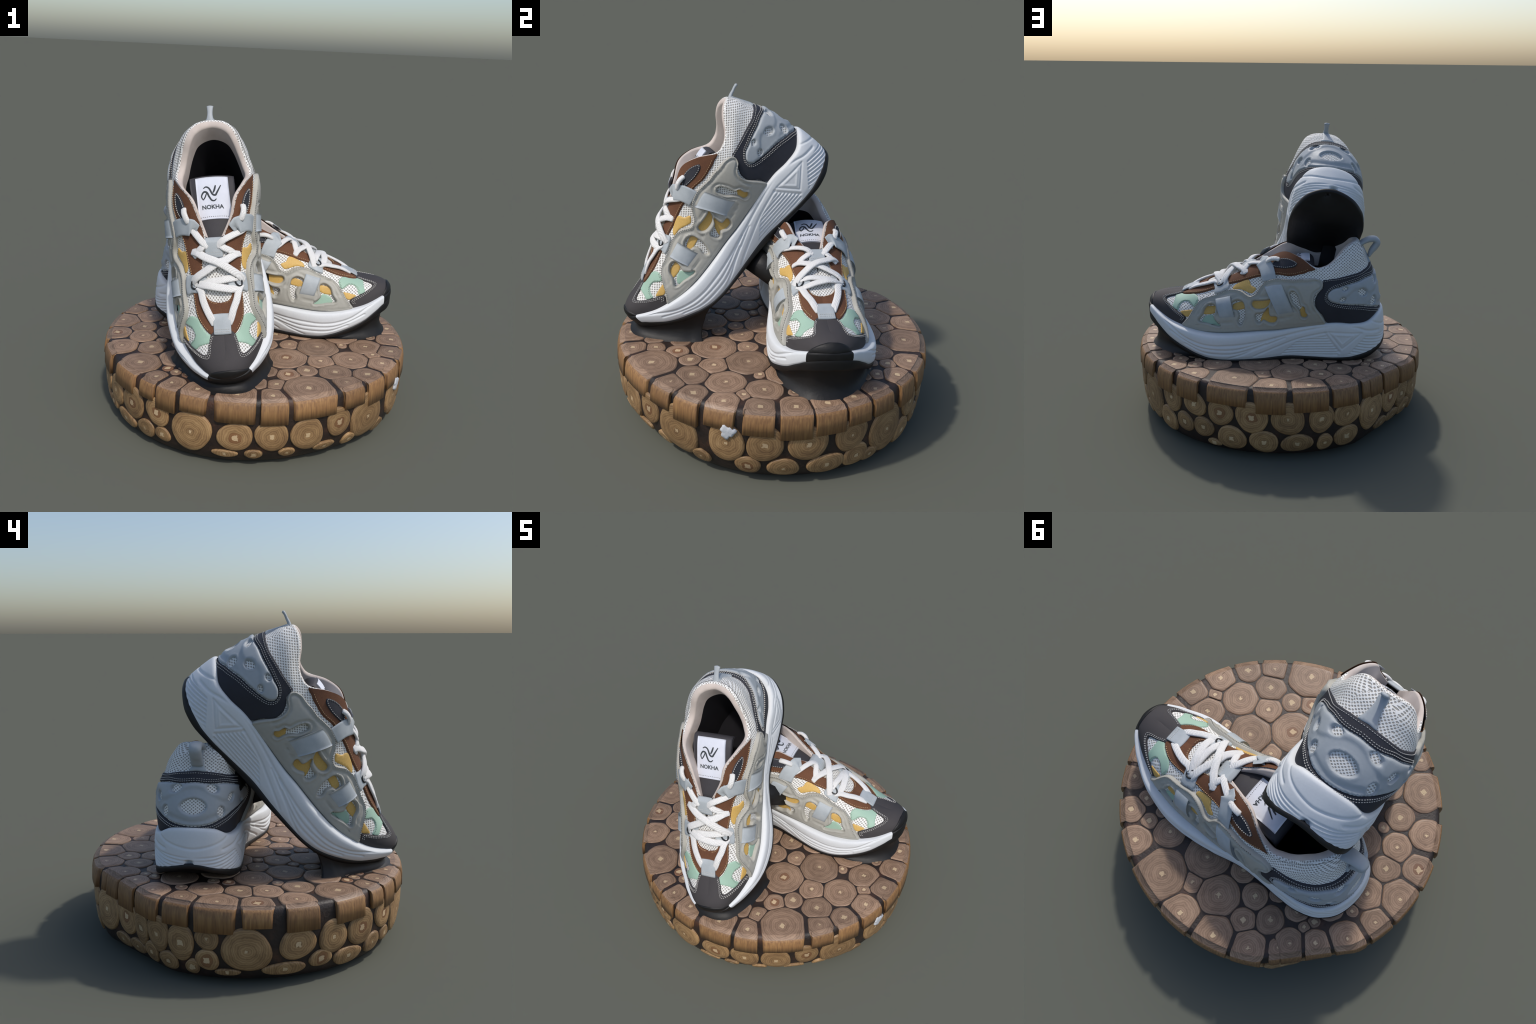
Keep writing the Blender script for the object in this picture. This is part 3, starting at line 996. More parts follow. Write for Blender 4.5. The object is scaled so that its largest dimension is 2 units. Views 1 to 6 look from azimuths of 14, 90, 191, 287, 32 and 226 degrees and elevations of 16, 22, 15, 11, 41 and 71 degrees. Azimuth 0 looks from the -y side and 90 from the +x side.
def build_panels(sh):
    # toe cap: the piece spans sigma from .85 over the toe tip to 1.15
    o = [(a, b) for a, b in TOE_EDGE]
    ctrl = o + [(.895, .90), (.893, .985)]
    # split at the toe: two halves welded along the tip keep the flat pattern simple
    parts = []
    half = ctrl[:-1] + [(.893, .995), (.95, .998), (1.0, .998), (1.0, .7), (1.0, .35), (1.0, .003), (.95, .003), (.9, .003)]
    for m in (1, -1):
        h = [(a if m > 0 else 2 - a, b) for a, b in half]

        parts.append(panel_mesh_open(h, seam=lambda s, t: (np.abs(s - 1) < .004) | (t > .985), height=.010, edge=.009))
    V, F = join(parts)
    cap = sh.part("toe_cap", V, F, MAT["toe"])
    # black rubber bumper wrapped up over the toe
    B = [(.966, .003), (.968, .10), (.974, .24), (.984, .36), (.995, .42), (1.010, .42), (1.022, .34), (1.034, .22), (1.044, .10), (1.047, .003), (1.0, .003)]
    V, F = panel_mesh(B, height=.017, edge=.016, sink=.0)
    sh.part("toe_bumper", V, F, MAT["rubber"])

    st, st_tan, st_dark = [], [], []
    for m in (1, -1):
        S = (lambda L: [(a * m, b) for a, b in L])
        V, F = panel_mesh(S(MINT), height=.006, edge=.006)
        sh.part("mint_overlay", V, F, MAT["mint"])
        V, F = panel_mesh(S(YELLOW_TOE), height=.0055, edge=.006)
        sh.part("yellow_overlay", V, F, MAT["yellow"])
        V, F = panel_mesh(S(YELLOW_TOP), height=.006, edge=.006)
        sh.part("yellow_overlay", V, F, MAT["yellow"])
        # coloured pieces seen through the openings of the cage
        under = [("yellow_overlay", "yellow", [(.80, .27), (.795, .37), (.76, .37), (.757, .29), (.77, .262)]),
                 ("mint_overlay", "mint", [(.80, .15), (.79, .235), (.768, .255), (.75, .15), (.735, .09), (.76, .09), (.78, .12)]),
                 ("yellow_overlay", "yellow", [(.705, .27), (.70, .36), (.66, .36), (.66, .285), (.68, .275)]),
                 ("yellow_overlay", "yellow", [(.64, .24), (.64, .34), (.56, .34), (.57, .24)]),
                 ("yellow_overlay", "yellow", [(.60, .10), (.59, .21), (.57, .25), (.535, .15), (.535, .08)]),
                 ("yellow_overlay", "yellow", [(.445, .30), (.44, .335), (.425, .30), (.41, .20), (.412, .13), (.44, .14), (.452, .23)])]
        for nm, mt, lp in under:
            V, F = panel_mesh(S(lp), height=.0035, edge=.004, fill=.016)
            sh.part(nm, V, F, MAT[mt])
        # brown eyestay
        V, F = panel_mesh_open(S(BROWN_LOW + BROWN_TOP + [(.832, .96), (.838, .998), (.87, .998), (.90, .998), (.905, .90)]),
                               seam=lambda s, t: (t > .975), height=.009, edge=.008)
        sh.part("eyestay", V, F, MAT["brown"])
        # oval patch on the flap
        V, F = panel_mesh(S(OVAL), height=.014, edge=.008)
        sh.part("oval_patch", V, F, MAT["black"])

        # cage
        def puff(sig, t, d):
            a = np.clip(np.abs(d) / .035, 0, 1)
            lip = .007 * np.exp(-((d - .010) / .006) ** 2)
            groove = -.007 * np.exp(-((d - .024) / .006) ** 2)
            low = -np.clip((.06 - t) / .06, 0, 1) * .008
            bars = 0
            for (a0, b0, a1, b1) in ((.752, .135, .70, .145), (.54, .125, .475, .175)):
                line = np.array([(a0 * KS, b0 * KT), (a1 * KS, b1 * KT)])
                q = np.stack([np.abs(sig) * KS, t * KT], 1)
                bars = bars - .008 * np.exp(-(seg_dist(q, line, closed=False) / .004) ** 2)
            return lip + groove * (t > .25) + low + bars + .006 * a
        V, F = panel_mesh(S(CAGE), [S(h) for h in CAGE_HOLES], height=.019, edge=.013, sink=.004, relief=puff, fill=.010, step=.007)
        sh.part("cage", V, F, MAT["cage"])
        # webbing straps through the cage
        for q in STRAP_SLOTS:
            (a0, b0), (a1, b1), (a2, b2), (a3, b3) = q
            nu, nv = 9, 18
            V, top = [], []
            for lay in (0, 1):
                for j in range(nv):
                    f = j / (nv - 1)
                    for i in range(nu):
                        g = i / (nu - 1)
                        aa = (a0 * (1 - g) + a1 * g) * (1 - f) + (a3 * (1 - g) + a2 * g) * f
                        bb = (b0 * (1 - g) + b1 * g) * (1 - f) + (b3 * (1 - g) + b2 * g) * f
                        h = .020 + .020 * math.sin(math.pi * f) ** .6 if lay == 0 else .004
                        V.append(surf(aa * m, bb, h))
            F = grid_faces(nv, nu)
            k = nu * nv
            rim = [i * nu for i in range(nv)] + [(nv - 1) * nu + j for j in range(1, nu)] + [i * nu + nu - 1 for i in range(nv - 2, -1, -1)] + [j for j in range(nu - 2, 0, -1)]
            for a, b in zip(rim, rim[1:] + rim[:1]):
                F.append((a, b, b + k, a + k))
            if m > 0:
                F = [tuple(reversed(f)) for f in F]
            sh.part("cage_strap", V, F, MAT["strap"])
        # eyelet tab with its black ring
        V, F = panel_mesh(S(EYE_TAB), height=.014, edge=.006)
        tab = sh.part("eyelet_tab", V, F, MAT["strap"])
        ring = []
        for a in np.linspace(0, 2 * np.pi, 28, endpoint=False):
            ring.append(surf((.760 + .0125 * math.cos(a)) * m, .720 + .052 * math.sin(a), .016))
        ring = np.array(ring)
        V, F = tube(ring, .0055, closed=True)
        sh.part("eyelet", V, F, MAT["eyelet"], parent=tab)
        # lace loop of webbing high on the eyestay
        path = []
        for (a, b, h) in [(.580, .575, .014), (.586, .65, .017), (.596, .74, .018), (.608, .82, .020), (.616, .875, .026), (.620, .892, .018), (.619, .88, .008)]:
            path.append(surf(a * m, b, h))
        path = smooth_loop(path, .008, closed=False)
        ups = last_normal(np.full(len(path), .6 * m), np.linspace(.57, .9, len(path)))
        V, F = sweep(path, .098, .009, ups, 12, power=5)
        sh.part("lace_loop", V, F, MAT["strap"])

        # stitch rows
        K = lambda ctrl, h=.011: surf_line(S(ctrl), h)
        te = TOE_EDGE[1:]
        st.append(dashes(K(off_line(te, -.012))))
        st.append(dashes(K(off_line(te, -.022))))
        bl = BROWN_LOW[1:-1]
        st_tan.append(dashes(K(off_line(bl, -.012), .0105)))
        st_tan.append(dashes(K([(.70, .88), (.735, .825), (.773, .815), (.803, .825), (.825, .885), (.838, .975)], .0105)))
        ce = CAGE[1:29]
        st_dark.append(dashes(K(off_line(ce[:19], .010), .026), .012, .007))
        st.append(dashes(K(off_line(OVAL + OVAL[:1], .009), .0155)))
        for q in (MINT,):
            st_dark.append(dashes(K(off_line(q[4:12], .007), .0075), .011, .004, .003, .001))
    # heel counter with its window, and the pale moulded piece set in the window
    rim = BAND_TOP[1:]
    low = [(.0, .004), (.08, .004), (.16, .004), (.25, .004), (.32, .006), (.345, .15), (.378, .30), (.388, .40), (.392, .50), (.384, .60), (.364, .68), (.366, .75)]
    full = [(a, b) for a, b in low] + [(a, b) for a, b in rim]
    full = full + [(-a, b) for a, b in reversed(full) if a > 1e-6]
    win = [(a, b) for a, b in WINDOW] + [(-a, b) for a, b in reversed(WINDOW) if a > 1e-6]
    V, F = panel_mesh(full, [win], height=.010, edge=.008, fill=.012)
    sh.part("heel_counter", V, F, MAT["black"])
    holes = []
    for cx, cy, rx, ry, ti in HEEL_HOLES:
        holes.append(ellipse(cx, cy, rx, ry, ti))
        if cx > 0:
            holes.append([(-a, b) for a, b in holes[-1]])

    def heel_relief(sig, t, d):
        u1 = .40 + .06 * np.cos(sig * 34) - .0 * sig
        u2 = .13 + .06 * np.abs(sig) * 8 - .05 * np.cos(sig * 26)
        step1 = .007 / (1 + np.exp(-(t - u1) / .007))
        step2 = .007 / (1 + np.exp(-(t - u2) / .007))
        lip = .005 * np.exp(-((d - .010) / .006) ** 2)
        return (step1 + step2) * np.clip(d / .02, 0, 1) + lip * 1.2 - .006
    V, F = panel_mesh(win, holes, height=.011, edge=.010, sink=.002, relief=heel_relief, fill=.009, step=.007)
    sh.part("heel_cage", V, F, MAT["heel"])
    for m in (1, -1):
        S = (lambda L: [(a * m, b) for a, b in L])
        st.append(dashes(surf_line(S(off_line(BAND_TOP[1:], .014)), .011)))
        for dd in (.010, .021):
            st.append(dashes(surf_line(S(off_line(WINDOW, dd)), .0112)))
    sh.part("stitching", *join(st), MAT["thread"], smooth=False, stuff=True)
    sh.part("stitching", *join(st_tan), MAT["thread_tan"], smooth=False, stuff=True)
    sh.part("stitching", *join(st_dark), MAT["thread_dark"], smooth=False, stuff=True)


def off_line(ctrl, dist):
    return [tuple(p) for p in inset(ctrl, dist)]


def panel_mesh_open(outline, seam, **kw):
    """Panel whose edge is not rolled down where `seam` holds (so two halves meet flush)."""
    sc = np.array([KS, KT])
    loop = smooth_loop(np.array(outline) * sc, .008)
    keep = ~seam(loop[:, 0] / KS, loop[:, 1] / KT)

    def relief(sig, t, d):
        q = np.stack([sig * KS, t * KT], 1)
        free = loop[keep]
        dist = np.full(len(q), 9.)
        for i in range(0, len(free), 64):
            dist = np.minimum(dist, np.linalg.norm(q[:, None] - free[None, i:i + 64], axis=-1).min(1))
        e0, h0, s0 = kw.get("edge", .01), kw.get("height", .01), kw.get("sink", .004)
        f = lambda x: -s0 + (h0 + s0) * np.sqrt(np.clip(1 - (1 - np.clip(x / e0, 0, 1)) ** 2, 0, 1))
        return f(dist) - f(d)
    return panel_mesh(outline, relief=relief, **kw)


def tube(path, r, closed=False, nseg=8):
    path = np.array(path, float)
    n = len(path)
    t = (np.roll(path, -1, 0) - np.roll(path, 1, 0)) if closed else np.gradient(path, axis=0)
    t /= np.linalg.norm(t, axis=1, keepdims=True)
    ref = np.array([0, 0, 1.]) if abs(t[:, 2]).mean() < .9 else np.array([1., 0, 0])
    s = np.cross(t, ref); s /= np.linalg.norm(s, axis=1, keepdims=True)
    u = np.cross(s, t)
    a = np.linspace(0, 2 * np.pi, nseg, endpoint=False)
    V = (path[:, None] + r * (np.cos(a)[None, :, None] * s[:, None] + np.sin(a)[None, :, None] * u[:, None])).reshape(-1, 3)
    F = []
    for i in range(n if closed else n - 1):
        for j in range(nseg):
            k, b = (j + 1) % nseg, (i + 1) % n
            F.append((i * nseg + j, b * nseg + j, b * nseg + k, i * nseg + k))
    return V, F


# ------------------------------------------------------------------ laces, in plan (x, y, height above the vamp)
LACES = [
    ([(.922, .112, .006), (.936, .090, .018), (.977, .037, .030), (1.010, -.031, .042), (1.040, -.093, .034), (1.066, -.150, .024), (1.076, -.166, .008)], .040),
    ([(.936, -.152, .006), (.952, -.130, .018), (.992, -.079, .026), (1.009, -.027, .026), (1.041, .035, .026), (1.071, .105, .024), (1.082, .120, .008)], .040),
    ([(1.072, -.130, .010), (1.081, -.103, .018), (1.095, -.04, .024), (1.099, .029, .020), (1.102, .070, .010)], .038),
    ([(1.088, .100, .008), (1.108, .064, .022), (1.126, .010, .034), (1.136, -.045, .032), (1.138, -.098, .020), (1.124, -.130, .008)], .040),
    ([(1.102, .098, .010), (1.133, .076, .020), (1.184, .066, .022), (1.236, .048, .022), (1.285, .024, .018), (1.312, .008, .010)], .036),
    ([(1.102, -.150, .010), (1.139, -.136, .020), (1.194, -.122, .022), (1.242, -.102, .022), (1.285, -.086, .018), (1.312, -.070, .010)], .036),
    ([(.800, .112, .006), (.812, .106, .012), (.832, .096, .018), (.864, .074, .022), (.898, .047, .020), (.918, .02, .012)], .034),
    ([(.800, -.190, .006), (.812, -.184, .012), (.832, -.168, .020), (.867, -.120, .028), (.900, -.060, .026), (.92, -.03, .012)], .034),
    ([(.912, -.050, .012), (.928, -.066, .020), (.941, -.105, .016), (.952, -.130, .006)], .034),
    ([(.905, .040, .012), (.922, .058, .018), (.938, .085, .014), (.950, .105, .004)], .034),
]


def build_laces(sh):
    for ctrl, w in LACES:
        c = smooth_loop(ctrl, .006, closed=False)
        z = vamp_z(c[:, 0], c[:, 1])
        z = np.convolve(np.pad(z, 4, mode="edge"), np.ones(9) / 9, "valid")
        P = np.stack([c[:, 0], c[:, 1], z + c[:, 2]], 1)
        ups = np.tile([.15, 0, 1.], (len(P), 1))
        ups[:, 1] = (c[:, 1] + .03) * 2.2
        V, F = sweep(P, w * 1.12, .017, ups, 14, power=2.8)
        sh.part("lace", V, F, MAT["lace"])
    # ends of the lace peeping from the high loops
    for y, s in ((.0, 1), (0, -1)):
        p = [surf(a * s, b, h) for a, b, h in ((.60, .86, .020), (.585, .865, .030), (.568, .862, .026), (.556, .855, .012))]
        P = smooth_loop(p, .006, closed=False)
        V, F = sweep(P, .034, .022, np.tile([0, s * .5, 1.], (len(P), 1)), 12)
        sh.part("lace", V, F, MAT["lace"])
    # webbing tab at the toe cap, webbing loop on the tongue
    for nm, x0, x1, yc, w, lift, bow in (("lace_tab", 1.260, 1.366, -.034, .098, .012, .012), ("tongue_loop", .868, .970, -.012, .098, .016, .016)):
        xs = np.linspace(x0, x1, 16)
        ys = np.full(16, yc)
        f = np.linspace(0, 1, 16)
        z = vamp_z(xs, ys) + lift + bow * np.sin(np.pi * f) ** .8
        if nm == "tongue_loop":
            z = np.interp(f, [0, .25, 1], [.598, .602, .556]) + .006 * np.sin(np.pi * f)
        V, F = sweep(np.stack([xs, ys, z], 1), w, .012, np.tile([0, 0, 1.], (16, 1)), 16, power=6)
        ob = sh.part(nm, V, F, MAT["strap"])
        y = np.linspace(-w * .42, w * .42, 30) + yc
        for dx in (.010, .022):
            zz = np.interp(x1 - dx, xs, z) + .0065
            P = np.stack([np.full(30, x1 - dx), y, np.full(30, zz)], 1)
            V, F = dashes((P, np.tile([.3, 0, .95], (30, 1))), .012, .008, .0035)
            sh.part("tab_stitching", V, F, MAT["thread"], parent=ob, smooth=False, stuff=True)


def build_pull_loop(sh, path, widths, thick):
    d = smooth_loop(path, .008, closed=False)
    s = np.linspace(0, 1, len(d))
    w = pchip(s, np.linspace(0, 1, len(widths)), widths)
    th = pchip(s, np.linspace(0, 1, len(thick)), thick)
    t = np.gradient(d, axis=0)
    up = np.cross(t, [0, 1., 0])
    V, F = sweep(d, w, th, up, 16, power=2.3)
    sh.part("pull_loop", V, F, MAT["heel"])
    # tape strip down the heel under the loop
    V, F = panel_mesh([(.026, .655), (.020, .74), (.016, .86), (.017, .97), (-.022, .97), (-.021, .86), (-.026, .74), (-.033, .65), (0, .66)], height=.013, edge=.010)
    sh.part("heel_tape", V, F, MAT["heel"])


def build_dark_toe_block(sh, pose, back, tuck, flare, back_pull):
    """Dark block that fills the gap between the sprung toe and the stool."""
    R, t = np.array(pose[0]), np.array(pose[1])
    mir = np.array([1, -1 if sh.mir else 1, 1])
    sig = np.linspace(-1, 1, 240, endpoint=False)
    B, n, fl, zb = sole_frame(sig)
    edge = np.concatenate([B[:, :2] + n * (fl * .90)[:, None], (zb - .004)[:, None]], 1)
    i0 = np.argmax(sig > .5)
    order = np.concatenate([np.arange(i0, 240), np.arange(0, 240 - i0)])
    edge = edge[order]
    edge = edge[edge[:, 0] > back]
    # rear wall runs straight across the sole
    a, b = edge[-1], edge[0]
    f = np.linspace(0, 1, 22)[1:-1, None]
    edge = np.concatenate([edge, a + (b - a) * f])
    W = (edge * mir) @ R.T + t
    c = W.mean(0)
    ground = .4643 + .0061 * W[:, 0] + .0254 * W[:, 1] - .004
    rows = []
    fwd = R[:, 0] * np.array([1, 1, 0])
    fwd /= np.linalg.norm(fwd)
    lead = ((W - c) @ fwd)[:, None]
    lead = np.clip(lead / lead.max(), -1, 1)
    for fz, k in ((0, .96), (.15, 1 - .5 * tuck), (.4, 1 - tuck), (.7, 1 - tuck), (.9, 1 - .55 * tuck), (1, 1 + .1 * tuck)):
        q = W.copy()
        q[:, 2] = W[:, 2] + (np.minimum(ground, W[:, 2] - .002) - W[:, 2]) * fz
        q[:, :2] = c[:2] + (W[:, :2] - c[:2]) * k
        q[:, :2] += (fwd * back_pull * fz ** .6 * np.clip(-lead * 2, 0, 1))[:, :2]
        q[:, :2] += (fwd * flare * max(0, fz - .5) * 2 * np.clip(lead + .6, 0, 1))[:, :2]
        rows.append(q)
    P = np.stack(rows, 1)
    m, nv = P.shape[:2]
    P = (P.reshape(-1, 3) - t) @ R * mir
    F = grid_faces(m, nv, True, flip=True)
    sh.part("dark_toe_block", P, F, MAT["rubber"])


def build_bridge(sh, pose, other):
    """Black hulls filling the gap between the leaning sole and the other shoe."""
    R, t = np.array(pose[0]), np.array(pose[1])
    Ro, to = np.array(other[0]), np.array(other[1])
    zones = [((.74, .88), (-.15, -.09, -.03), (-.60, -.42), (.15, .30, .45)),
             ((.46, .62), (.04, .10, .16), (-.38, -.14), (.10, .40, .72))]
    for xr, ys, sr, ts in zones:
        pts = [R @ np.array([x, -y, .012]) + t for x in np.linspace(*xr, 5) for y in ys]
        for sg in np.linspace(*sr, 6):
            for tt in ts:
                pts.append(Ro @ (last(np.array(sg), np.array(tt)) - last_normal(np.array(sg), np.array(tt)) * .035) + to)
        bm = bmesh.new()
        for p in pts:
            bm.verts.new((R.T @ (p - t)))
        bmesh.ops.convex_hull(bm, input=bm.verts)
        bmesh.ops.delete(bm, geom=[v for v in bm.verts if not v.link_faces], context="VERTS")
        bm.verts.index_update()
        V = np.array([tuple(v.co) for v in bm.verts]) * np.array([1, -1 if sh.mir else 1, 1])
        F = [tuple(v.index for v in f.verts) for f in bm.faces]
        if sh.mir:
            F = [tuple(reversed(f)) for f in F]
        bm.free()
        sh.part("dark_gap_fill", V, F, MAT["rubber"])


def frame_matrix(R, t):
    m = Matrix.Identity(4)
    for i in range(3):
        for j in range(3):
            m[i][j] = R[i][j]
        m[i][3] = t[i]
    return m


POSE_LEANING = ([[0.23754, 0.96737, 0.0883], [-0.64219, 0.22458, -0.73292], [-0.72882, 0.11738, 0.67457]], (-0.37491, 0.32977, 1.49419))
POSE_FLAT = ([[.98481, -.17365, 0], [.17365, .98481, 0], [0, 0, 1]], (-.72803, .09743, .465))


def build_shoe(name, mirror, pose, loop, label):
    sh = Shoe(name, mirror, frame_matrix(*pose))
    sh.root["label"] = label
    sh.root["category"] = "sneaker"
    build_midsole(sh)
    build_outsole(sh, None)
    build_dark_toe_block(sh, pose, 1.10 if mirror else 1.06, 0.10 if mirror else .15, .03 if mirror else -.02, .10 if mirror else 0.)
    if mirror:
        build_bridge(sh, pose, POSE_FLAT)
    build_upper(sh)
    build_panels(sh)
    build_laces(sh)
    build_pull_loop(sh, *loop)
    return sh


# ------------------------------------------------------------------ stool of log slices
TOP_Z = .465
RIM = [(0, .83), (.010, .875), (.03, .918), (.07, .945), (.12, .962), (.20, .974), (.36, .978), (.42, .974), (.445, .966), (.458, .952), (TOP_Z, .934)]
TOP_LOGS = [(0.923, -0.039, 0.097), (0.895, -0.24, 0.098), (0.81, -0.41, 0.087), (0.708, -0.557, 0.092), (0.508, -0.699, 0.16), (0.337, -0.872, 0.090), (0.803, -0.128, 0.047), (0.681, -0.237, 0.114), (0.619, -0.439, 0.098), (0.45, -0.472, 0.064), (0.506, -0.322, 0.085), (0.353, -0.558, 0.069), (0.745, -0.021, 0.102), (0.900, 0.150, 0.100), (0.451, -0.124, 0.133), (0.289, -0.337, 0.137), (0.27, -0.137, 0.063), (0.722, 0.611, 0.082), (0.55, 0.738, 0.081), (0.378, 0.825, 0.09), (0.119, 0.836, 0.147), (-0.033, 0.737, 0.063), (0.023, 0.576, 0.132), (0.284, 0.646, 0.091), (0.537, 0.617, 0.047), (0.417, 0.693, 0.048), (-0.192, 0.67, 0.121), (-0.177, 0.469, 0.072), (-0.335, 0.518, 0.074), (-0.127, 0.909, 0.107), (-0.348, 0.849, 0.118), (-0.392, 0.656, 0.069), (-0.499, 0.545, 0.08), (-0.533, 0.745, 0.102), (-0.688, 0.565, 0.095), (-0.57, 0.398, 0.067), (-0.389, -0.843, 0.073), (-0.538, -0.682, 0.128), (-0.738, -0.494, 0.101), (-0.852, -0.307, 0.093), (-0.908, -0.103, 0.117), (-0.554, -0.454, 0.088), (-0.673, -0.307, 0.087), (-0.721, -0.168, 0.079), (-0.751, 0.017, 0.098), (-0.897, 0.095, 0.086), (-0.270, -0.873, 0.080), (-0.103, -0.90, 0.092), (0.129, -0.89, 0.130), (0.860, 0.320, 0.100), (0.315, -0.7, 0.062), (0.202, -0.725, 0.065), (0.218, -0.556, 0.066), (0.117, -0.181, 0.078), (0.152, -0.016, 0.08), (.815, .48, .085), (-.875, .285, .100), (-.80, .455, .088), (-.70, .665, .06)]
SIDE_DISCS = [(-176.0, 0.153, 0.065, 0.063), (-175.9, 0.279, 0.065, 0.066), (-169.8, 0.083, 0.067, 0.024), (-163.7, 0.219, 0.136, 0.125), (-151.6, 0.099, 0.115, 0.044), (-147.6, 0.245, 0.102, 0.094), (-139.4, 0.135, 0.067, 0.056), (-135.1, 0.252, 0.091, 0.1), (-128.4, 0.103, 0.106, 0.058), (-123.1, 0.258, 0.097, 0.115), (-116.5, 0.124, 0.071, 0.065), (-110.5, 0.279, 0.087, 0.093), (-108.4, 0.135, 0.054, 0.051), (-96.9, 0.22, 0.124, 0.137), (-85.0, 0.100, 0.074, 0.029), (-81.5, 0.225, 0.099, 0.099), (-75.0, 0.104, 0.051, 0.038), (-69.1, 0.234, 0.096, 0.103), (-63.2, 0.11, 0.053, 0.034), (-56.5, 0.226, 0.100, 0.114), (-48.9, 0.113, 0.077, 0.035), (-44.4, 0.269, 0.079, 0.1), (-30.5, 0.234, 0.135, 0.160), (-12.6, 0.258, 0.099, 0.131), (-5.4, 0.119, 0.074, 0.063), (-0.1, 0.272, 0.098, 0.113), (6.1, 0.115, 0.085, 0.068), (13.7, 0.27, 0.107, 0.106), (20.3, 0.116, 0.105, 0.074), (28.2, 0.28, 0.10, 0.100), (30.9, 0.131, 0.078, 0.080), (43.4, 0.227, 0.125, 0.160), (54.1, 0.124, 0.085, 0.085), (57.2, 0.29, 0.085, 0.087), (63.7, 0.162, 0.065, 0.068), (68.7, 0.304, 0.08, 0.078), (72.3, 0.167, 0.068, 0.071), (76.5, 0.076, 0.047, 0.027), (79.4, 0.290, 0.086, 0.082), (83.6, 0.131, 0.097, 0.079), (91.2, 0.284, 0.099, 0.100), (95.6, 0.126, 0.086, 0.082), (104.2, 0.283, 0.104, 0.100), (107.6, 0.119, 0.098, 0.065), (116.2, 0.277, 0.074, 0.099), (118.0, 0.111, 0.05, 0.061), (126.5, 0.132, 0.083, 0.075), (126.2, 0.286, 0.09, 0.083), (138.3, 0.251, 0.108, 0.135), (146.4, 0.107, 0.073, 0.047), (150.7, 0.271, 0.09, 0.114), (155.1, 0.111, 0.072, 0.051), (159.0, 0.247, 0.062, 0.1), (163.1, 0.124, 0.057, 0.07), (167.0, 0.259, 0.070, 0.113), (170.6, 0.113, 0.060, 0.060), (175.5, 0.239, 0.070, 0.115), (179.0, 0.100, 0.041, 0.050), (37.0, .10, .060, .05), (-21.5, .11, .06, .05), (-38.0, .11, .05, .05)]


def stool_warp(p):
    """The stool is not true: its top tips up towards +y and its plan is slightly out of round."""
    x, y, z = p
    a = math.atan2(y, x)
    r = math.hypot(x, y)
    k = 1.006 + .008 * math.sin(a) + .006 * math.cos(2 * a)
    low = max(0., .16 - z) / .16
    # one side is worn, more so towards the ground; one flank is sawn flat
    d = (a + .80 + math.pi) % (2 * math.pi) - math.pi
    k -= (.018 + .045 * low) * math.exp(-(d / .5) ** 2)
    d = (a - .95 + math.pi) % (2 * math.pi) - math.pi
    k += (.006 + .018 * low) * math.exp(-(d / .6) ** 2)
    d = (a + 2.1 + math.pi) % (2 * math.pi) - math.pi
    k += .014 * low * math.exp(-(d / .6) ** 2)
    up = min(1., max(0., (z - .2) / .2))
    d = (a - (2.64 - .10 * up) + math.pi) % (2 * math.pi) - math.pi
    if abs(d) < .6:
        k = min(k, (.950 - .004 * up - .012 * low) / .978 / math.cos(d))
    f = min(z / TOP_Z, 1)
    rr = min(r / .9, 1) ** 3
    return (x * (1 + (k - 1) * rr), y * (1 + (k - 1) * rr), z + f * (.0061 * x + .0254 * y))


def rim_radius(z):
    a = np.array(RIM)
    return np.interp(z, a[:, 0], a[:, 1])


def fill_logs(logs):
    """Pack the hidden middle and the gaps between the placed logs with further slices."""
    r = np.random.default_rng(11)
    out = list(logs)
    for size in (.11, .085, .065, .048, .034):
        for _ in range(2600):
            x, y = r.uniform(-.9, .9, 2)
            if math.hypot(x, y) > .90 - size * .5:
                continue
            if all(math.hypot(x - a, y - b) > (c + size) * .96 for a, b, c in out):
                out.append((x, y, size))
    return out


def log_outline(k, logs, n=56):
    """Rounded cell round log k: a wobbly circle pressed flat against neighbours and cut by the rim."""
    x, y, r = logs[k]
    ang = np.linspace(0, 2 * np.pi, n, endpoint=False)
    ph = rng.uniform(0, 6.28, 3)
    rad = r * (1.06 + .035 * np.cos(2 * ang + ph[0]) + .025 * np.cos(3 * ang + ph[1]) + .012 * np.cos(7 * ang + ph[2]))
    d = np.stack([np.cos(ang), np.sin(ang)], 1)
    hyp = math.hypot(x, y)
    if hyp + r > .875:
        # rim logs are sawn off flush with the wall
        cosd = d @ (np.array([x, y]) / hyp)
        rad = np.maximum(rad, np.where(cosd > .72, np.minimum((1.01 - hyp) / np.maximum(cosd, .45), r * 1.5), 0))
    for j, (a, b, c) in enumerate(logs):
        if j == k:
            continue
        v = np.array([a - x, b - y])
        D = np.linalg.norm(v)
        if D > r + c + .1:
            continue
        both_rim = hyp + r > .875 and math.hypot(a, b) + c > .875
        lim = (D * D + r * r - c * c) / (2 * D) - (.010 + .006 * math.sin(k + j) if both_rim else .003)
        cosv = d @ (v / D)
        with np.errstate(divide="ignore"):
            rr = np.where(cosv > .05, lim / np.maximum(cosv, .05), 9)
        rad = np.minimum(rad, np.maximum(rr, r * .3))
    rad = (np.roll(rad, 1) + rad * 2 + np.roll(rad, -1)) / 4
    return ang, d, rad


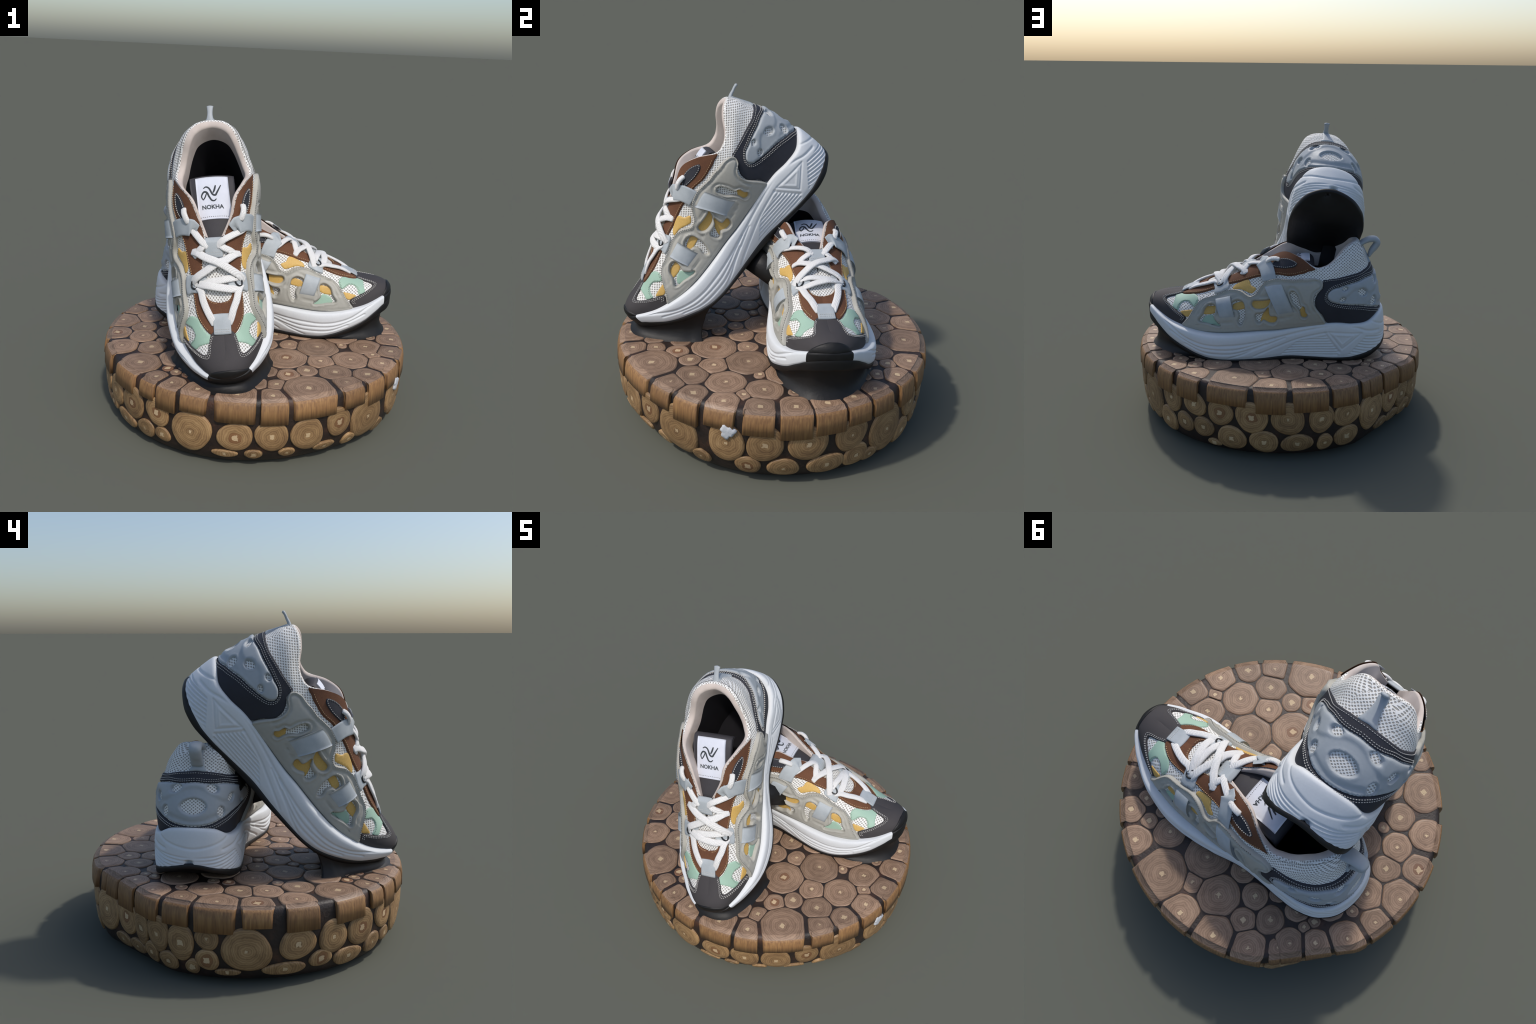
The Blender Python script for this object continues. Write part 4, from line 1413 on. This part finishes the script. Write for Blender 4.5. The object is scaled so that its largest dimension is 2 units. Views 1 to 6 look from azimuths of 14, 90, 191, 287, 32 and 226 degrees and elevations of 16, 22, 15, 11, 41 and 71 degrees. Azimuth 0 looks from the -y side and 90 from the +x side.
def build_stool():
    root = bpy.data.objects.new("log_stool", None)
    root.empty_display_size = .1
    bpy.context.collection.objects.link(root)
    root["label"] = "round low stool covered with sawn brown log slices"
    root["category"] = "stool"

    def add(name, V, F, mats, fm=None, loc=(0, 0, 0), rot=None, smooth=True, parent=None):
        me = bpy.data.meshes.new(name)
        m4 = Matrix.Translation(loc)
        if rot is not None:
            m4 = m4 @ rot.to_4x4()
        W = [m4 @ Vector(v) for v in V]
        loc2 = Vector(stool_warp(loc))
        m4.translation = loc2
        inv = m4.inverted()
        me.from_pydata([tuple(inv @ Vector(stool_warp(w))) for w in W], [], F)
        for m in mats:
            me.materials.append(m)
        if fm is not None:
            me.polygons.foreach_set("material_index", np.array(fm, np.int32))
        me.polygons.foreach_set("use_smooth", np.full(len(me.polygons), smooth))
        me.update()
        ob = bpy.data.objects.new(name, me)
        bpy.context.collection.objects.link(ob)
        ob.parent = parent or root
        ob.matrix_local = m4
        return ob

    # dark core
    ns = 160
    prof = [(0.0, .0), (.80, .0)] + [(r - .010, z) for z, r in RIM if z < TOP_Z - .001] + [(.925, TOP_Z - .006), (.0, TOP_Z - .006)]
    V, F = [], []
    prof = prof[1:-1]
    for i in range(ns):
        a = 2 * math.pi * i / ns
        for r, z in prof:
            V.append((r * math.cos(a), r * math.sin(a), z))
    F = grid_faces(ns, len(prof), True)
    npf = len(prof)
    V += [(0, 0, 0), (0, 0, TOP_Z - .006)]
    c = ns * npf
    for i in range(ns):
        j = (i + 1) % ns
        F.append((c, j * npf, i * npf))
        F.append((c + 1, i * npf + npf - 1, j * npf + npf - 1))
    add("core", V, F, [MAT["filler"]])

    # keep every heartwood centre inside the rim
    placed = []
    for x, y, r in TOP_LOGS:
        f = min(1., .905 / max(math.hypot(x, y), 1e-6))
        placed.append((x * f, y * f, r))
    logs = fill_logs(placed)
    for k, (x, y, r) in enumerate(logs):
        ang, d, rad = log_outline(k, logs)
        n = len(ang)
        onrim = math.hypot(x, y) + r > .875
        zlow = .332 + .02 * math.sin(k * 2.3) if onrim else .42
        lift = rng.uniform(-.0015, .0025)
        # shells from the centre of the face outwards, over the edge and down the side
        shells = [(.0, 0), (.3, 0), (.6, 0), (.82, 0), (.93, -.0006), (.975, -.0022), (1.0, -.006)]
        V, F, fm = [(0, 0, lift)], [], []
        c = np.array([x, y])
        for f, dz in shells[1:]:
            q = c + d * (rad * f)[:, None]
            R = np.hypot(q[:, 0], q[:, 1])
            lim = rim_radius(TOP_Z) + (f - .6) * .02
            q = np.where((R > lim)[:, None], q * (lim / np.maximum(R, 1e-9))[:, None], q)
            V += [(a - x, b - y, dz + lift) for a, b in q]
        q1 = c + d * rad[:, None]
        zs = [TOP_Z - .014, TOP_Z - .03, .40] + ([zlow] if onrim else [])
        for z in zs:
            R = np.hypot(q1[:, 0], q1[:, 1])
            lim = rim_radius(z) + .011
            q = np.where((R > lim)[:, None], q1 * (lim / np.maximum(R, 1e-9))[:, None], q1)
            V += [(a - x, b - y, z - TOP_Z) for a, b in q]
        rows = len(shells) - 1 + len(zs)
        for i in range(n):
            j = (i + 1) % n
            F.append((0, 1 + i, 1 + j)); fm.append(0)
            for s in range(rows - 1):
                F.append((1 + s * n + i, 1 + (s + 1) * n + i, 1 + (s + 1) * n + j, 1 + s * n + j))
                fm.append(0 if s < len(shells) - 1 else 1)
        if onrim:
            V.append((0, 0, zlow - TOP_Z))
            m = len(V) - 1
            for i in range(n):
                F.append((m, 1 + (rows - 1) * n + (i + 1) % n, 1 + (rows - 1) * n + i)); fm.append(1)
        add("log_slice", V, F, [MAT["wood"], MAT["grain"]], fm, (x, y, TOP_Z))

    # slices set into the side wall
    for k, (az, z, w, h) in enumerate(SIDE_DISCS):
        a = math.radians(az)
        n = 44
        th = np.linspace(0, 2 * np.pi, n, endpoint=False)
        ph = rng.uniform(0, 6.28, 2)
        rad = 1 + .05 * np.cos(2 * th + ph[0]) + .035 * np.cos(3 * th + ph[1])
        V, F = [(0, 0, 0)], []
        R0 = rim_radius(z) + .004
        prof = [(.35, .0), (.7, .0), (.9, -.0015), (.97, -.005), (1.0, -.03)]
        V = []
        for f, dz in [(0, 0)] + prof:
            for i in range(n if f > 0 else 1):
                u, v = (1.05 * w * f * rad[i] * math.cos(th[i]), h * f * rad[i] * math.sin(th[i])) if f > 0 else (0, 0)
                zz = min(max(z + v, .004), .40)
                Rr = rim_radius(zz) + .004 + dz
                aa = a + u / .975
                p = Vector((Rr * math.cos(aa), Rr * math.sin(aa), zz))
                V.append(p)
        for i in range(n):
            j = (i + 1) % n
            F.append((0, 1 + i, 1 + j))
            for s in range(len(prof) - 1):
                F.append((1 + s * n + i, 1 + (s + 1) * n + i, 1 + (s + 1) * n + j, 1 + s * n + j))
        loc = Vector((R0 * math.cos(a), R0 * math.sin(a), z))
        rot = Matrix(((-math.sin(a), 0, math.cos(a)), (math.cos(a), 0, math.sin(a)), (0, 1, 0)))
        inv = (Matrix.Translation(loc) @ rot.to_4x4()).inverted()
        V = [inv @ p for p in V]
        add("wall_slice", V, F, [MAT["wall"]], None, loc, rot)
    # a dab of white plaster on the wall
    a = math.radians(-12)
    V, F = [], []
    n = 26
    loc = Vector((.987 * math.cos(a), .987 * math.sin(a), .335))
    rot = Matrix(((-math.sin(a), 0, math.cos(a)), (math.cos(a), 0, math.sin(a)), (0, 1, 0)))
    V = [(0, 0, .008)]
    for f, dz in ((.6, .007), (.9, .004), (1, -.01)):
        for i in range(n):
            t = 2 * math.pi * i / n
            r = .042 * f * (1 + .18 * math.sin(3 * t + 1) + .12 * math.sin(7 * t))
            V.append((r * math.cos(t), r * math.sin(t), dz))
    F = []
    for i in range(n):
        j = (i + 1) % n
        F.append((0, 1 + i, 1 + j))
        for s in range(2):
            F.append((1 + s * n + i, 1 + (s + 1) * n + i, 1 + (s + 1) * n + j, 1 + s * n + j))
    add("plaster_dab", V, F, [MAT["chalk"]], None, loc, rot)
    return root


build_stool()
build_shoe("sneaker", True, POSE_LEANING,
           ([(.185, -.018, .715), (.172, -.018, .742), (.150, -.019, .756), (.128, -.020, .762), (.105, -.021, .770), (.086, -.022, .773)],
            [.080, .056, .038, .031, .033, .040], [.034, .030, .021, .017, .016, .018]),
           "grey, brown and mint sneaker leaning toe-down")
build_shoe("sneaker", False, POSE_FLAT,
           ([(.165, -.010, .738), (.135, -.010, .757), (.10, -.010, .770), (.066, -.010, .768), (.052, -.010, .748), (.066, -.010, .720), (.088, -.010, .690), (.105, -.010, .655)],
            [.085, .085, .078, .074, .072, .070, .070, .07], [.030, .034, .040, .042, .044, .044, .036, .02]),
           "grey, brown and mint sneaker standing flat")
